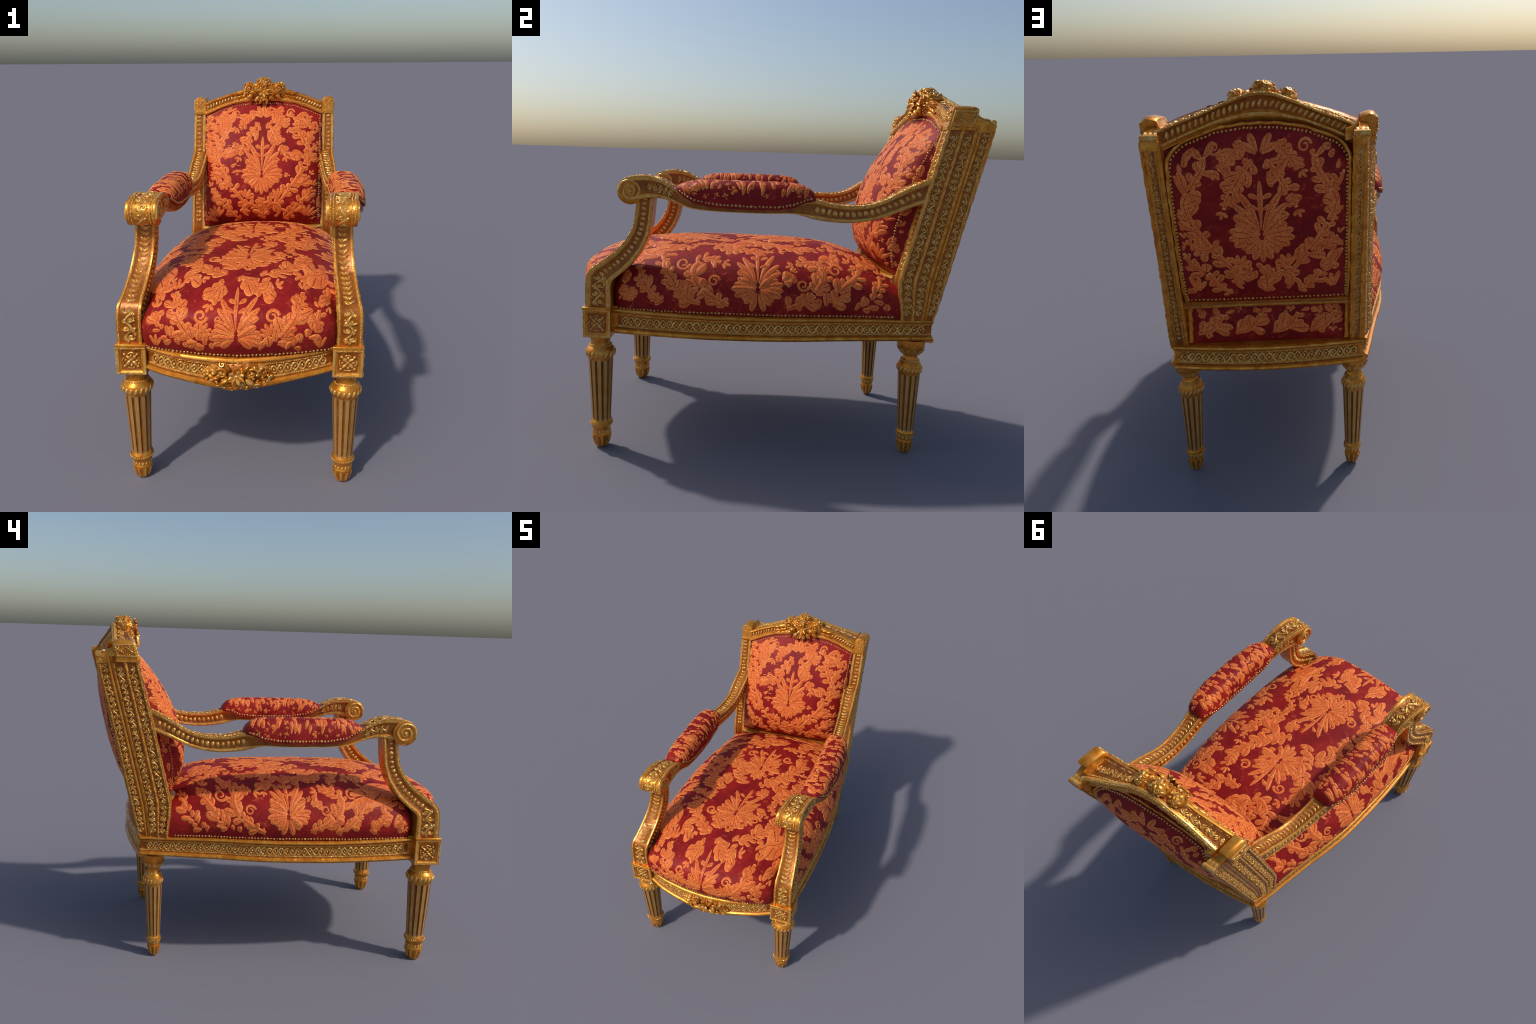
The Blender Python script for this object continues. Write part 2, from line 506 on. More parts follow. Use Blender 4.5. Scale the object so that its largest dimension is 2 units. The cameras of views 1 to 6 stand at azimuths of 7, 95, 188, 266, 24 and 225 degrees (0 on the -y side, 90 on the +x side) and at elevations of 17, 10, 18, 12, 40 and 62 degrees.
for sx in (-1, 1):
    a = Acc()
    x0, x1 = sorted((sx * .407, sx * .540))
    out = '+x' if sx > 0 else '-x'
    panel_box(a, (x0, -.899, .567), (x1, -.766, .707), ('-y', out), .022, .006)
    a.box((x0 - .002, -.901, .700), (x1 + .002, -.764, .7135), 0)
    # rounded joint towards the seat rails
    xi = sx * .405
    a.box((min(xi, xi - sx * .03), -.862, .585), (max(xi, xi - sx * .03), -.79, .712), 0)
    a.box((min(sx * .43, sx * .495), -.775, .585), (max(sx * .43, sx * .495), -.742, .712), 0)
    ob = a.build('corner_block', GILT, chair, 30, .0025)
    r = Acc()
    xm = (x0 + x1) / 2
    rosette(r, (xm, -.893, .636), (0, -1, 0), (0, 0, 1), .038)
    rosette(r, (sx * .534, -.832, .636), (sx, 0, 0), (0, 0, 1), .038, petals=4)
    for zz, yy in ((.5755, -.8995), (.694, -.9)):
        band(r, [(x0 + .006, yy, zz), (x1 - .006, yy, zz)], (0, -1, 0), .006, .0065, 'rope', 1, .0025)
    band(r, [(sx * .5405, -.897, .575), (sx * .5405, -.897, .697)], (sx, 0, 0), .006, .0065, 'rope', 1, .0025)
    r.build('block_rosette', GILT, ob, 60, stuff=True)

# ------------------------------------------------------------------ seat rails
APRON = [(-.001, .560), (.006, .557), (.014, .562), (.0175, .571), (.015, .581), (.006, .587), (.001, .589), (0, .593), (-.001, .597), (-.004, .602), (-.004, .652),
         (0, .660), (.003, .662), (.004, .668), (.002, .671), (.009, .675), (.0125, .682), (.010, .690), (.003, .695), (-.004, .697)]
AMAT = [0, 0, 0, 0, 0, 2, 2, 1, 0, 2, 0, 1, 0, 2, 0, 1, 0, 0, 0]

def rail(acc, path, nrm, zoff_lo, zoff_hi, inner=.03):
    """Moulded rail: path XY, outward normals, vertical shifts of lower and upper edge."""
    n = len(path)
    rows = []
    for i in range(n):
        row = []
        for o, z in APRON:
            k = (z - .557) / .140
            row.append((path[i][0] + nrm[i][0] * o, path[i][1] + nrm[i][1] * o, z + zoff_lo[i] * (1 - k) + zoff_hi[i] * k))
        zt, zb = row[-1][2], row[0][2]
        row.append((path[i][0] - nrm[i][0] * inner, path[i][1] - nrm[i][1] * inner, zt))
        row.append((path[i][0] - nrm[i][0] * inner, path[i][1] - nrm[i][1] * inner, zb))
        rows.append(row)
    acc.grid(np.array(rows), 0, True, colmat=AMAT + [0, 0, 0], cap0=True, cap1=True)

def normals2d(P):
    T = np.gradient(P, axis=0); T /= np.linalg.norm(T, axis=1)[:, None]
    return np.stack([T[:, 1], -T[:, 0]], 1)

def band_at(P, Nn, zlo, zhi, z, off):
    k = (z - .557) / .140
    return np.stack([P[:, 0] + Nn[:, 0] * off, P[:, 1] + Nn[:, 1] * off, z + zlo * (1 - k) + zhi * k], 1)

def seat_rail(name, ctrl, n, lo, hi, flip, pitch=.031, inner=.03):
    P = crom(ctrl, n)
    Nn = normals2d(P) * (-1 if flip else 1)
    t = np.linspace(0, 1, n)
    zlo = np.array([itp(x, lo) for x in t]); zhi = np.array([itp(x, hi) for x in t])
    a = Acc(); rail(a, P, Nn, zlo, zhi, inner)
    ob = a.build(name, GILT, chair, 38)
    g = Acc()
    N3 = np.concatenate([Nn, np.zeros((n, 1))], 1)
    m = slice(2, -2)
    band(g, band_at(P, Nn, zlo, zhi, .627, -.004)[m], N3[m], .046, pitch, 'guilloche', 1, .007)
    band(g, band_at(P, Nn, zlo, zhi, .660, .002)[m], N3[m], .006, .008, 'rope', 1, .002)
    band(g, band_at(P, Nn, zlo, zhi, .596, .001)[m], N3[m], .006, .008, 'rope', 1, .002)
    g.build('guilloche_carving', GILT, ob, 60, stuff=True)
    return ob, P, N3, zlo, zhi

# front rail bows forward and sags to the middle
fr = seat_rail('front_apron', [(.405, -.874), (.30, -.910), (.15, -.938), (0, -.950), (-.15, -.946), (-.30, -.920), (-.405, -.880)], 61,
               [(0, .034), (.2, .012), (.36, -.012), (.5, -.024), (.64, -.012), (.8, .012), (1, .034)], [(0, .012), (.25, -.004), (.5, -.014), (.75, -.004), (1, .012)], True)
# side rails
for sx in (-1, 1):
    ctrl = [(sx * .494, -.755), (sx * .509, -.62), (sx * .518, -.43), (sx * .519, -.24), (sx * .513, -.05), (sx * .497, .10), (sx * .470, .27), (sx * .446, .45), (sx * .434, .55), (sx * .413, .70)]
    seat_rail('side_apron', ctrl, 81, [(0, .026), (.3, .020), (.6, .024), (1, .034)], [(0, .010), (.3, -.002), (.7, 0), (1, -.004)], sx < 0)
# rear rail
seat_rail('rear_apron', [(.408, .696), (.2, .724), (0, .734), (-.2, .724), (-.408, .696)], 61, [(0, .018), (.5, .016), (1, .018)], [(0, -.006), (1, -.006)], False, inner=.075)

# cartouche in the middle of the front rail
g = Acc()
def cluster(acc, c, n, up, items, mat=0):
    n = unit(n); up = unit(up); s = np.cross(up, n)
    for kind, u, v, w, sz, *r in items:
        p = np.asarray(c) + s * u + up * v + n * w
        if kind == 'bead':
            acc.bead(p, n, up + s * (r[1] if len(r) > 1 else .0), sz, sz * (r[0] if r else 1), sz * .9, 1)
        elif kind == 'leaf':
            a = r[0]; d = s * math.cos(a) + up * math.sin(a)
            acc.leaf(p, d, n, sz, sz * (r[1] if len(r) > 1 else .30), .012, r[2] if len(r) > 2 else -.01, .012, RNG.choice((0, 1)), side=RNG.uniform(-.01, .01))
        elif kind == 'curl':
            a0, turns, hand = r
            pts = []; rr = []
            for i in range(26):
                t = i / 25
                a = a0 + hand * t * turns * 2 * PI
                q = sz * (1 - .82 * t)
                pts.append(p + s * q * math.cos(a) + up * q * math.sin(a) + n * (.008 * t)); rr.append(sz * (.22 - .10 * t))
            acc.tube(pts, rr, 0, 7, 1, n)
            acc.bead(p, n, up, sz * .3, sz * .3, sz * .45, 1)
        elif kind == 'flower':
            m = r[0]
            for i in range(m):
                a = 2 * PI * i / m + .3
                d = s * math.cos(a) + up * math.sin(a)
                acc.leaf(p, d, n, sz, sz * .42, .008, .010, .008, RNG.choice((0, 1)))
            acc.bead(p, n, up, sz * .35, sz * .35, sz * .42, 1)

def blob(acc, c, rad, mat=0, seed=0, amp=.18, seg=20, rings=12):
    """Lumpy carved core."""
    rg = random.Random(seed)
    ph = [rg.uniform(0, 6.28) for _ in range(6)]
    G = np.zeros((rings + 1, seg, 3))
    for i in range(rings + 1):
        th = PI * i / rings
        for j in range(seg):
            p = 2 * PI * j / seg
            k = 1 + amp * (math.sin(3 * p + ph[0]) * math.sin(2 * th + ph[1]) * .5 + math.sin(5 * p + ph[2]) * math.sin(th) * .35 + .3 * math.sin(4 * th + ph[3]) * math.sin(th))
            G[i, j] = np.asarray(c) + k * np.array([rad[0] * math.sin(th) * math.cos(p), rad[1] * math.sin(th) * math.sin(p), rad[2] * math.cos(th)])
    acc.grid(G, mat, True)

def carved_mass(acc, c, rad, n, up, count, size, seed, wrap=1.25):
    """Dense carved foliage over an ellipsoid: sunflower-spaced leaves, berries and curls."""
    rg = random.Random(seed)
    n = unit(n); up = unit(up - n * np.dot(up, n)); s = np.cross(up, n)
    c = np.asarray(c, float)
    for i in range(count):
        f = (i + .5) / count
        th = math.acos(1 - f * (1 - math.cos(wrap))); ph = i * 2.39996
        d = np.array([math.sin(th) * math.cos(ph), math.sin(th) * math.sin(ph), math.cos(th)])
        p = c + s * d[0] * rad[0] + up * d[1] * rad[1] + n * d[2] * rad[2]
        m = unit(s * d[0] / rad[0] + up * d[1] / rad[1] + n * d[2] / rad[2])
        o = unit(s * math.cos(ph) + up * math.sin(ph) + rg.uniform(-.5, .5) * (s * -math.sin(ph) + up * math.cos(ph)))
        o = unit(o - m * np.dot(o, m))
        z = size * rg.uniform(.75, 1.25)
        k = rg.random()
        mat = 1 if rg.random() < .45 else 0
        if k < .52:
            acc.leaf(p - o * z * .5 - m * .003, o, m, z * 1.25, z * .36, z * .26, -z * .16, z * .06, mat, side=z * rg.uniform(-.3, .3))
        elif k < .78:
            acc.bead(p - m * .002, m, o, z * .34, z * .28, z * .36, mat)
        else:
            t1 = unit(np.cross(m, o)); hand = rg.choice((-1, 1)); a0 = rg.uniform(0, 6)
            pts = []; rr = []
            for j in range(16):
                u = j / 15; an = a0 + hand * u * 7.2; q = z * .52 * (1 - .78 * u)
                pts.append(p + o * q * math.cos(an) + t1 * q * math.sin(an) + m * z * .12); rr.append(z * (.13 - .05 * u))
            acc.tube(pts, rr, mat, 6, 1, m)
            acc.bead(p, m, o, z * .17, z * .17, z * .26, mat, 6)

blob(g, (0, -.940, .602), (.142, .032, .066), 2, 3, .10)
carved_mass(g, (0, -.942, .602), (.150, .068, .038), (0, -1, .1), np.array([0, 0, 1.]), 95, .026, 21, 1.45)
items = [('flower', .0, .004, .034, .036, 8)]
for s in (-1, 1):
    e = 0 if s > 0 else PI
    items += [('curl', s * .066, .014, .028, .026, e, 1.3, s), ('leaf', s * .038, -.012, .030, .045, -PI / 2 + s * .8, .30), ('leaf', s * .03, .022, .028, .04, PI / 2 - s * .7, .3)]
cluster(g, (0, -.948, .604), (0, -1, .12), (0, 0, 1), items)
g.build('apron_cartouche', GILT, fr[0], 55)

# ------------------------------------------------------------------ arm supports and arms
SEC = [(-1, 1), (-.90, 1.0), (-.80, 1.0), (-.72, .94), (.72, .94), (.80, 1.0), (.90, 1.0), (1, 1),
       (1.0, .92), (1.0, .66), (.93, .56), (.93, -.56), (1.0, -.66), (1.0, -.92),
       (.94, -1), (-.94, -1),
       (-1.0, -.92), (-1.0, -.66), (-.93, -.56), (-.93, .56), (-1.0, .66), (-1.0, .92)]
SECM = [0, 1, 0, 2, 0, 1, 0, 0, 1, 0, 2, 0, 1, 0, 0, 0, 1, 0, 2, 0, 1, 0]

def strut(acc, rows):
    """rows: F(y,z) outer edge, R(y,z) inner edge, x centre, half width."""
    G = []
    for fy, fz, ry, rz, xc, hw in rows:
        F = np.array([0, fy, fz]); R = np.array([0, ry, rz])
        G.append([np.array([xc + a * hw, 0, 0]) + (F + R) / 2 + (F - R) / 2 * b for a, b in SEC])
    acc.grid(np.array(G), 0, True, colmat=SECM, cap0=True, cap1=True)

POST = [(-.887, .712, -.764, .712, .478, .0545), (-.886, .79, -.765, .785, .478, .0545), (-.882, .850, -.764, .826, .477, .054), (-.862, .890, -.750, .848, .474, .052),
        (-.808, .930, -.716, .876, .468, .048), (-.740, .986, -.664, .928, .460, .046), (-.691, 1.045, -.614, 1.004, .453, .045), (-.663, 1.11, -.585, 1.090, .447, .045), (-.650, 1.215, -.570, 1.235, .442, .045)]
ARM = [  # y, z bottom, z top, x centre, half width
    (-.680, 1.212, 1.3185, .437, .067), (-.648, 1.216, 1.3265, .437, .067), (-.610, 1.224, 1.329, .438, .065), (-.56, 1.230, 1.321, .440, .061), (-.515, 1.226, 1.303, .443, .056),
    (-.47, 1.213, 1.276, .447, .053), (-.43, 1.199, 1.248, .451, .056), (-.38, 1.188, 1.222, .456, .067), (-.28, 1.182, 1.206, .459, .074), (-.12, 1.180, 1.202, .459, .076),
    (-.02, 1.181, 1.204, .457, .072), (.05, 1.181, 1.214, .453, .061), (.10, 1.170, 1.236, .448, .052), (.15, 1.156, 1.245, .442, .046), (.22, 1.146, 1.228, .433, .041),
    (.29, 1.143, 1.221, .424, .040), (.37, 1.151, 1.225, .415, .040), (.44, 1.169, 1.245, .408, .040), (.51, 1.197, 1.284, .402, .043), (.57, 1.222, 1.318, .396, .044), (.64, 1.245, 1.352, .392, .044)]
def drift(y):
    """Both arms lean to the sitter's left in their middle."""
    return np.interp(y, [-.70, -.40, -.2, 0, .15, .35, .5, .6], [0, .029, .032, .026, .014, .008, .004, 0])

def lerp_rows(rows, n):
    return crom(np.array(rows), n)

for sx in (-1, 1):
    a = Acc()
    P = lerp_rows(POST, 60)
    strut(a, [(r[0], r[1], r[2], r[3], sx * r[4], r[5]) for r in P])
    ob = a.build('arm_support', GILT, chair, 38)
    g = Acc()
    mid = np.stack([np.zeros(60), (P[:, 0] + P[:, 2]) / 2, (P[:, 1] + P[:, 3]) / 2], 1)
    for side in (-1, 1):
        L = mid.copy(); L[:, 0] = sx * P[:, 4] + side * P[:, 5] * .93
        band(g, L[17:], (side, 0, 0), .026, .024, 'beads', 1, .006)
        band(g, L[1:18], (side, 0, 0), .066, .034, 'scroll', 1, .006)
        for e in (.80, -.80):
            E_ = L.copy(); E_[:, 1] += (P[:, 0] - P[:, 2]) / 2 * e; E_[:, 2] += (P[:, 1] - P[:, 3]) / 2 * e
            E_[:, 0] = sx * P[:, 4] + side * P[:, 5]
            band(g, E_, (side, 0, 0), .006, .0075, 'rope', 1, .0022)
    dirF = np.stack([np.zeros(60), P[:, 0] - P[:, 2], P[:, 1] - P[:, 3]], 1)
    dirF /= np.linalg.norm(dirF, axis=1)[:, None]
    Fl = np.stack([sx * P[:, 4], P[:, 0], P[:, 1]], 1) - dirF * .003
    band(g, Fl[1:17], dirF[1:17], .062, .036, 'scroll', 1, .007)
    band(g, Fl[18:58], dirF[18:58], .050, .026, 'leaf', 1, .006)
    for e in (-.85, .85):
        E_ = Fl.copy() + dirF * .003; E_[:, 0] = sx * (P[:, 4]) + e * P[:, 5]
        band(g, E_[1:], dirF[1:], .007, .008, 'rope', 1, .0025)
    g.build('support_carving', GILT, ob, 60, stuff=True)

    # armrest
    a = Acc()
    R = lerp_rows(ARM, 110)
    AX = sx * R[:, 3] + drift(R[:, 0])
    strut(a, [(r[0], r[2], r[0], r[1], ax, r[4]) for r, ax in zip(R, AX)])
    cy, cz, rad, hw = -.676, 1.2575, .0625, .067
    # scroll drum
    G = []
    for xx, rr in ((-1, 0.02), (-1, .80), (-.97, .82), (-.97, .9), (-1.0, .92), (-.98, .99), (-.92, 1.0), (-.80, 1.0), (-.74, .965), (-.30, .965), (.30, .965), (.74, .965), (.80, 1.0), (.92, 1.0), (.98, .99), (1.0, .92), (.97, .9), (.97, .82), (1, .80), (1, 0.02)):
        G.append([(sx * .437 + xx * hw, cy + rad * rr * math.cos(2 * PI * j / 40), cz + rad * rr * math.sin(2 * PI * j / 40)) for j in range(40)])
    a.grid(np.array(G), 0, True, cap0=True, cap1=True)
    arm = a.build('armrest', GILT, chair, 38)
    g = Acc()
    for side in (-1, 1):
        xs = sx * .437 + side * hw
        pts = []; rr = []
        for i in range(70):
            t = i / 69
            an = -.4 + 2 * PI * 2.1 * t
            q = rad * (.88 - .78 * t)
            pts.append((xs, cy + q * math.cos(an) * -1, cz + q * math.sin(an))); rr.append(.0075 - .003 * t)
        g.tube(pts, rr, 1, 7, 1, (side, 0, 0))
        g.bead((xs, cy, cz), (side, 0, 0), (0, 0, 1), .010, .010, .010, 1)
        # side panels of the arm
        mid = np.stack([AX + side * R[:, 4] * .93, R[:, 0], (R[:, 1] + R[:, 2]) / 2], 1)
        rear = [i for i in range(110) if .155 < R[i, 0] < .60]
        front = [i for i in range(110) if -.60 < R[i, 0] < -.47]
        band(g, mid[rear], (side, 0, 0), .030, .027, 'beads', 1, .007)
        band(g, mid[front], (side, 0, 0), .040, .026, 'scroll', 1, .006)
        for e in (.80, -.80):
            E_ = mid.copy(); E_[:, 0] = AX + side * R[:, 4]; E_[:, 2] += (R[:, 2] - R[:, 1]) / 2 * e
            idx = [i for i in range(110) if (.16 < R[i, 0] < .61 or -.59 < R[i, 0] < -.46)]
            band(g, E_[[i for i in idx if R[i, 0] > 0]], (side, 0, 0), .006, .0075, 'rope', 1, .0022)
            band(g, E_[[i for i in idx if R[i, 0] < 0]], (side, 0, 0), .006, .0075, 'rope', 1, .0022)
    top = np.stack([AX, R[:, 0], R[:, 2] - .004], 1)
    tn = np.gradient(top, axis=0); tn = np.stack([np.zeros(110), -tn[:, 2], tn[:, 1]], 1)
    rear = [i for i in range(110) if .16 < R[i, 0] < .62]
    front = [i for i in range(110) if -.66 < R[i, 0] < -.475]
    band(g, top[rear], tn[rear], .050, .024, 'leaf', 1, .006)
    # ornament running over the scroll
    arc = [(sx * .437, cy + rad * .96 * math.cos(t), cz + rad * .96 * math.sin(t)) for t in np.linspace(PI * 1.38, PI * .55, 30)]
    an = [(0, math.cos(t), math.sin(t)) for t in np.linspace(PI * 1.38, PI * .55, 30)]
    full = np.concatenate([np.array(arc), top[front]]); fulln = np.concatenate([np.array(an), tn[front]])
    band(g, full, fulln, .066, .040, 'scroll', 1, .007)
    for e in (-.86, -.66, .66, .86):
        E_ = full.copy(); E_[:, 0] += e * .062; E_ += fulln / np.linalg.norm(fulln, axis=1)[:, None] * .002
        band(g, E_, fulln, .007, .008, 'rope', 1, .0028)
    for e in (-.82, .82):
        E_ = top.copy(); E_[:, 2] += .004; E_[:, 0] = AX + e * R[:, 4]
        band(g, E_[rear], tn[rear], .006, .0075, 'rope', 1, .0022)
    g.build('arm_carving', GILT, arm, 60, stuff=True)
    ob['arm'] = 1
    chair['arm%d' % (sx > 0)] = arm.name

# ------------------------------------------------------------------ back posts
FY = [(.68, .552), (.74, .545), (.82, .533), (.87, .530), (.95, .548), (1.2, .606), (1.33, .636), (1.6, .702), (1.70, .728)]
BY = [(.68, .702), (.9, .752), (1.17, .811), (1.3, .840), (1.5, .886), (1.64, .913), (1.72, .924)]
def post_section(z, sx, grow=0.):
    f, b = itp(z, FY), itp(z, BY)
    o = itp(z, [(.68, .450), (1.3, .441), (1.65, .434)]) + grow
    i = .367 - grow
    D = b - f
    pts = [(i, f), (i + .014, f), (i + .018, f + .005), (o - .018, f + .005), (o - .014, f), (o - .004, f), (o, f + .004)]
    for d, off in ((.055, 0), (.085, .005), (.30, .005), (.33, .0), (.36, .0), (.385, .005), (.60, .006), (.63, .001), (.67, .003), (.70, .006), (.74, .003), (.765, .008), (.93, .010), (.955, .005), (.985, .005)):
        pts.append((o - off - (.020 if sx > 0 else .032) * d, f + D * d))
    o -= 0.002 if sx > 0 else .016
    pts += [(o - .034, b), (o - .044, b - .004), (i + .002, b - .004), (i - .010, b), (i - .020, b - .004), (i - .020, b - .04), (i, b - .06)]
    return [(sx * x, y, z) for x, y in pts]
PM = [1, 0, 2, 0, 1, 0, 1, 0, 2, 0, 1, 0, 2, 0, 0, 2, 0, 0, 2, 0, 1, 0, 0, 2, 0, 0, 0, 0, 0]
posts = []
for sx in (-1, 1):
    a = Acc()
    rows = [post_section(z, sx) for z in np.concatenate([np.linspace(.690, .96, 14), np.linspace(1.0, 1.60, 20)])]
    a.grid(np.array(rows), 0, True, colmat=PM[:len(rows[0])] if len(PM) >= len(rows[0]) else PM + [0] * (len(rows[0]) - len(PM)), cap0=True, cap1=True)
    ob = a.build('back_post', GILT, chair, 35)
    posts.append(ob)
    g = Acc()
    def side_line(d, off, z0=.715, z1=1.555, n=40):
        L = []
        for z in np.linspace(z0, z1, n):
            f, b = itp(z, FY), itp(z, BY)
            o = itp(z, [(.68, .450), (1.3, .441), (1.65, .434)]) - (.020 if sx > 0 else .032) * d
            L.append((sx * (o - off), f + (b - f) * d, z))
        return np.array(L)
    band(g, side_line(.19, .005), (sx, 0, 0), .042, .031, 'scroll', 1, .007)
    band(g, side_line(.495, .005), (sx, 0, 0), .040, .029, 'scroll', 1, .007)
    band(g, side_line(.85, .009, .715, 1.60), (sx, 0, 0), .036, .028, 'scroll', 1, .007)
    for d in (.345, .06, .955):
        band(g, side_line(d, .0 if d < .9 else .005), (sx, 0, 0), .008, .0085, 'rope', 1, .003)
    # front face
    FL = np.array([(sx * .406, itp(z, FY) + .005, z) for z in np.linspace(.92, 1.555, 40)])
    band(g, FL, (0, -1, .25), .030, .026, 'leaf', 1, .005)
    for xx in (.3735, .4345):
        E_ = FL.copy(); E_[:, 0] = sx * xx; E_[:, 1] -= .005
        band(g, E_, (0, -1, .25), .006, .008, 'rope', 1, .0025)
    # rear face
    sh = 0 if sx > 0 else .012
    BL = np.array([(sx * (.384 - sh), itp(z, BY), z) for z in np.linspace(.72, 1.60, 40)])
    for xx in (.354 - sh * .3, .412 - sh * 1.6):
        E_ = BL.copy(); E_[:, 0] = sx * xx
        g.tube(E_, .006, 0, 6, .8, (0, 1, -.2))
    for xx in (.3665 - sh * .6, .399 - sh * 1.4):
        E_ = BL.copy(); E_[:, 0] = sx * xx; E_[:, 1] -= .004
        band(g, E_, (0, 1, -.2), .007, .009, 'rope', 1, .003)
    E_ = BL.copy(); E_[:, 1] -= .004
    band(g, E_, (0, 1, -.2), .022, .024, 'scroll', 1, .004)
    g.build('post_carving', GILT, ob, 60, stuff=True)
    # cap: arched block with a sunk side panel, a necking and a knob behind
    c = Acc()
    x0, x1 = sorted((sx * .362, sx * .4335))
    xm_, hw_ = (x0 + x1) / 2, (x1 - x0) / 2
    rows = []
    yf0 = itp(1.60, FY) - .006
    for t, gx, gz in ((0, .86, -.006), (0, .94, -.002), (.03, 1, 0), (.10, 1, .001), (.5, 1, .004), (.85, 1, .001), (.97, .97, -.006), (1, .88, -.016)):
        row = []
        arch = [(-1, 1.588), (-1, 1.640), (-.96, 1.656), (-.84, 1.668), (-.6, 1.675), (-.2, 1.678), (.2, 1.678), (.6, 1.675), (.84, 1.668), (.96, 1.656), (1, 1.640), (1, 1.588)]
        for k, z in arch:
            zz = z + (gz if z > 1.6 else 0)
            if z > 1.6 and k * sx < 0:
                zz -= .004
            row.append((xm_ + k * hw_ * gx, yf0 + .114 * t + .24 * (zz - 1.588), zz))
        rows.append(row)
    c.grid(np.array(rows), 0, True, cap0=True, cap1=True)
    V = []
    t_ = Acc(); panel_box(t_, (x0 - .0015, yf0 - .004, 1.574), (x1 + .0015, yf0 + .115, 1.587), (), .016, .005)
    c.add(t_.verts(), t_.f, t_.m)
    xk = sx * .383
    # sloping shoulder behind the cap, ending in a small carved roll
    dx = 0 if sx > 0 else .014
    xa, xb = .350, .418 - dx
    rows = []
    for y, zt, gw in ((.800, 1.650, 1), (.828, 1.645, 1), (.850, 1.632, 1), (.872, 1.622, 1), (.888, 1.618, .97), (.900, 1.612, .92), (.906, 1.600, .86)):
        xc_, hw2 = (xa + xb) / 2, (xb - xa) / 2 * gw
        rows.append([(sx * (xc_ + k * hw2), y, z) for k, z in ((-1, 1.565), (-1, zt - .012), (-.8, zt - .003), (-.3, zt), (.3, zt), (.8, zt - .003), (1, zt - .012), (1, 1.565))])
    c.grid(np.array(rows), 0, True, cap0=True, cap1=True)
    c.tube([(sx * ((xa + xb) / 2 + q * .030), .896, 1.610) for q in (-1, -.9, 0, .9, 1)], .013, 1, 10)
    for q in (-.6, 0, .6):
        c.leaf(np.array([sx * ((xa + xb) / 2 + q * .030), .862, 1.627]), (0, 1, -.45), (0, .4, 1), .034, .009, .006, 0, 0, 1)
    # foot of the cap sweeping on to the crest rail
    ft = []
    for q in np.linspace(0, 1, 11):
        x = sx * (.366 - .050 * q ** 1.6); z = 1.672 - .044 * (1 - (1 - q) ** 2)
        ft.append([(x, .735, z - .05), (x, .742, z - .006), (x, .752, z), (x, .835, z), (x, .846, z - .006), (x, .850, z - .05)])
    c.grid(np.array(ft), 0)
    for k in (-1, 1):
        c.tube([(sx * .4345, yf0 + .057 + k * .046 + .24 * (z - 1.588), z) for z in (1.60, 1.63, 1.66)], .004, 1, 6)
        c.tube([(sx * .4345, yf0 + .057 + q * .046 + .24 * (1.629 + k * .027 - 1.588), 1.629 + k * .027) for q in (-1, 0, 1)], .004, 1, 6)
    cap = c.build('post_cap', GILT, ob, 40, .002)
    r = Acc()
    ym = itp(1.635, FY)
    cx = (x0 + x1) / 2
    rosette(r, (cx, ym - .003, 1.636), (0, -1, .24), (0, .24, 1), .026)
    xo = sx * .434
    for k in (-1, 1):
        rosette(r, (xo, ym + .056 + k * .026, 1.630), (sx, 0, 0), (0, .24, 1), .022)
    r.build('cap_rosette', GILT, cap and ob, 60, stuff=True)

# ------------------------------------------------------------------ crest rail
def crest_z(x, tab):
    return itp(abs(x), tab)
CFB = [(0, 1.660), (.07, 1.658), (.19, 1.642), (.27, 1.615), (.36, 1.575)]
CFT = [(0, 1.742), (.06, 1.738), (.13, 1.722), (.24, 1.690), (.31, 1.666), (.37, 1.640)]
CRT = [(0, 1.760), (.05, 1.754), (.12, 1.727), (.22, 1.685), (.30, 1.657), (.37, 1.628)]
CRB = [(0, 1.652), (.06, 1.651), (.16, 1.637), (.26, 1.600), (.36, 1.553)]
XS = np.linspace(-.372, .372, 75)
rows = []
def smooth_tab(tab):
    xs = np.linspace(-.42, .42, 169)
    y = np.array([crest_z(x, tab) for x in xs])
    k = np.exp(-np.linspace(-2, 2, 13) ** 2); k /= k.sum()
    yp = np.pad(y, 6, mode='edge')
    y2 = np.convolve(yp, k, mode='valid')
    return lambda x: np.interp(x, xs, y2)
zfb, zft, zrt, zrb = [smooth_tab(t) for t in (CFB, CFT, CRT, CRB)]
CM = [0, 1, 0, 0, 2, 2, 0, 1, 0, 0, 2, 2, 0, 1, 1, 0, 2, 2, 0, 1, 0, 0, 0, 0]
yF = lambda z: itp(z, FY)
CREAR = [(-.38, .826), (-.2, .808), (0, .803), (.10, .806), (.22, .836), (.38, .872)]
def yR(x, z):
    return itp(x, CREAR) + .12 * (z - zrt(x)) + .004
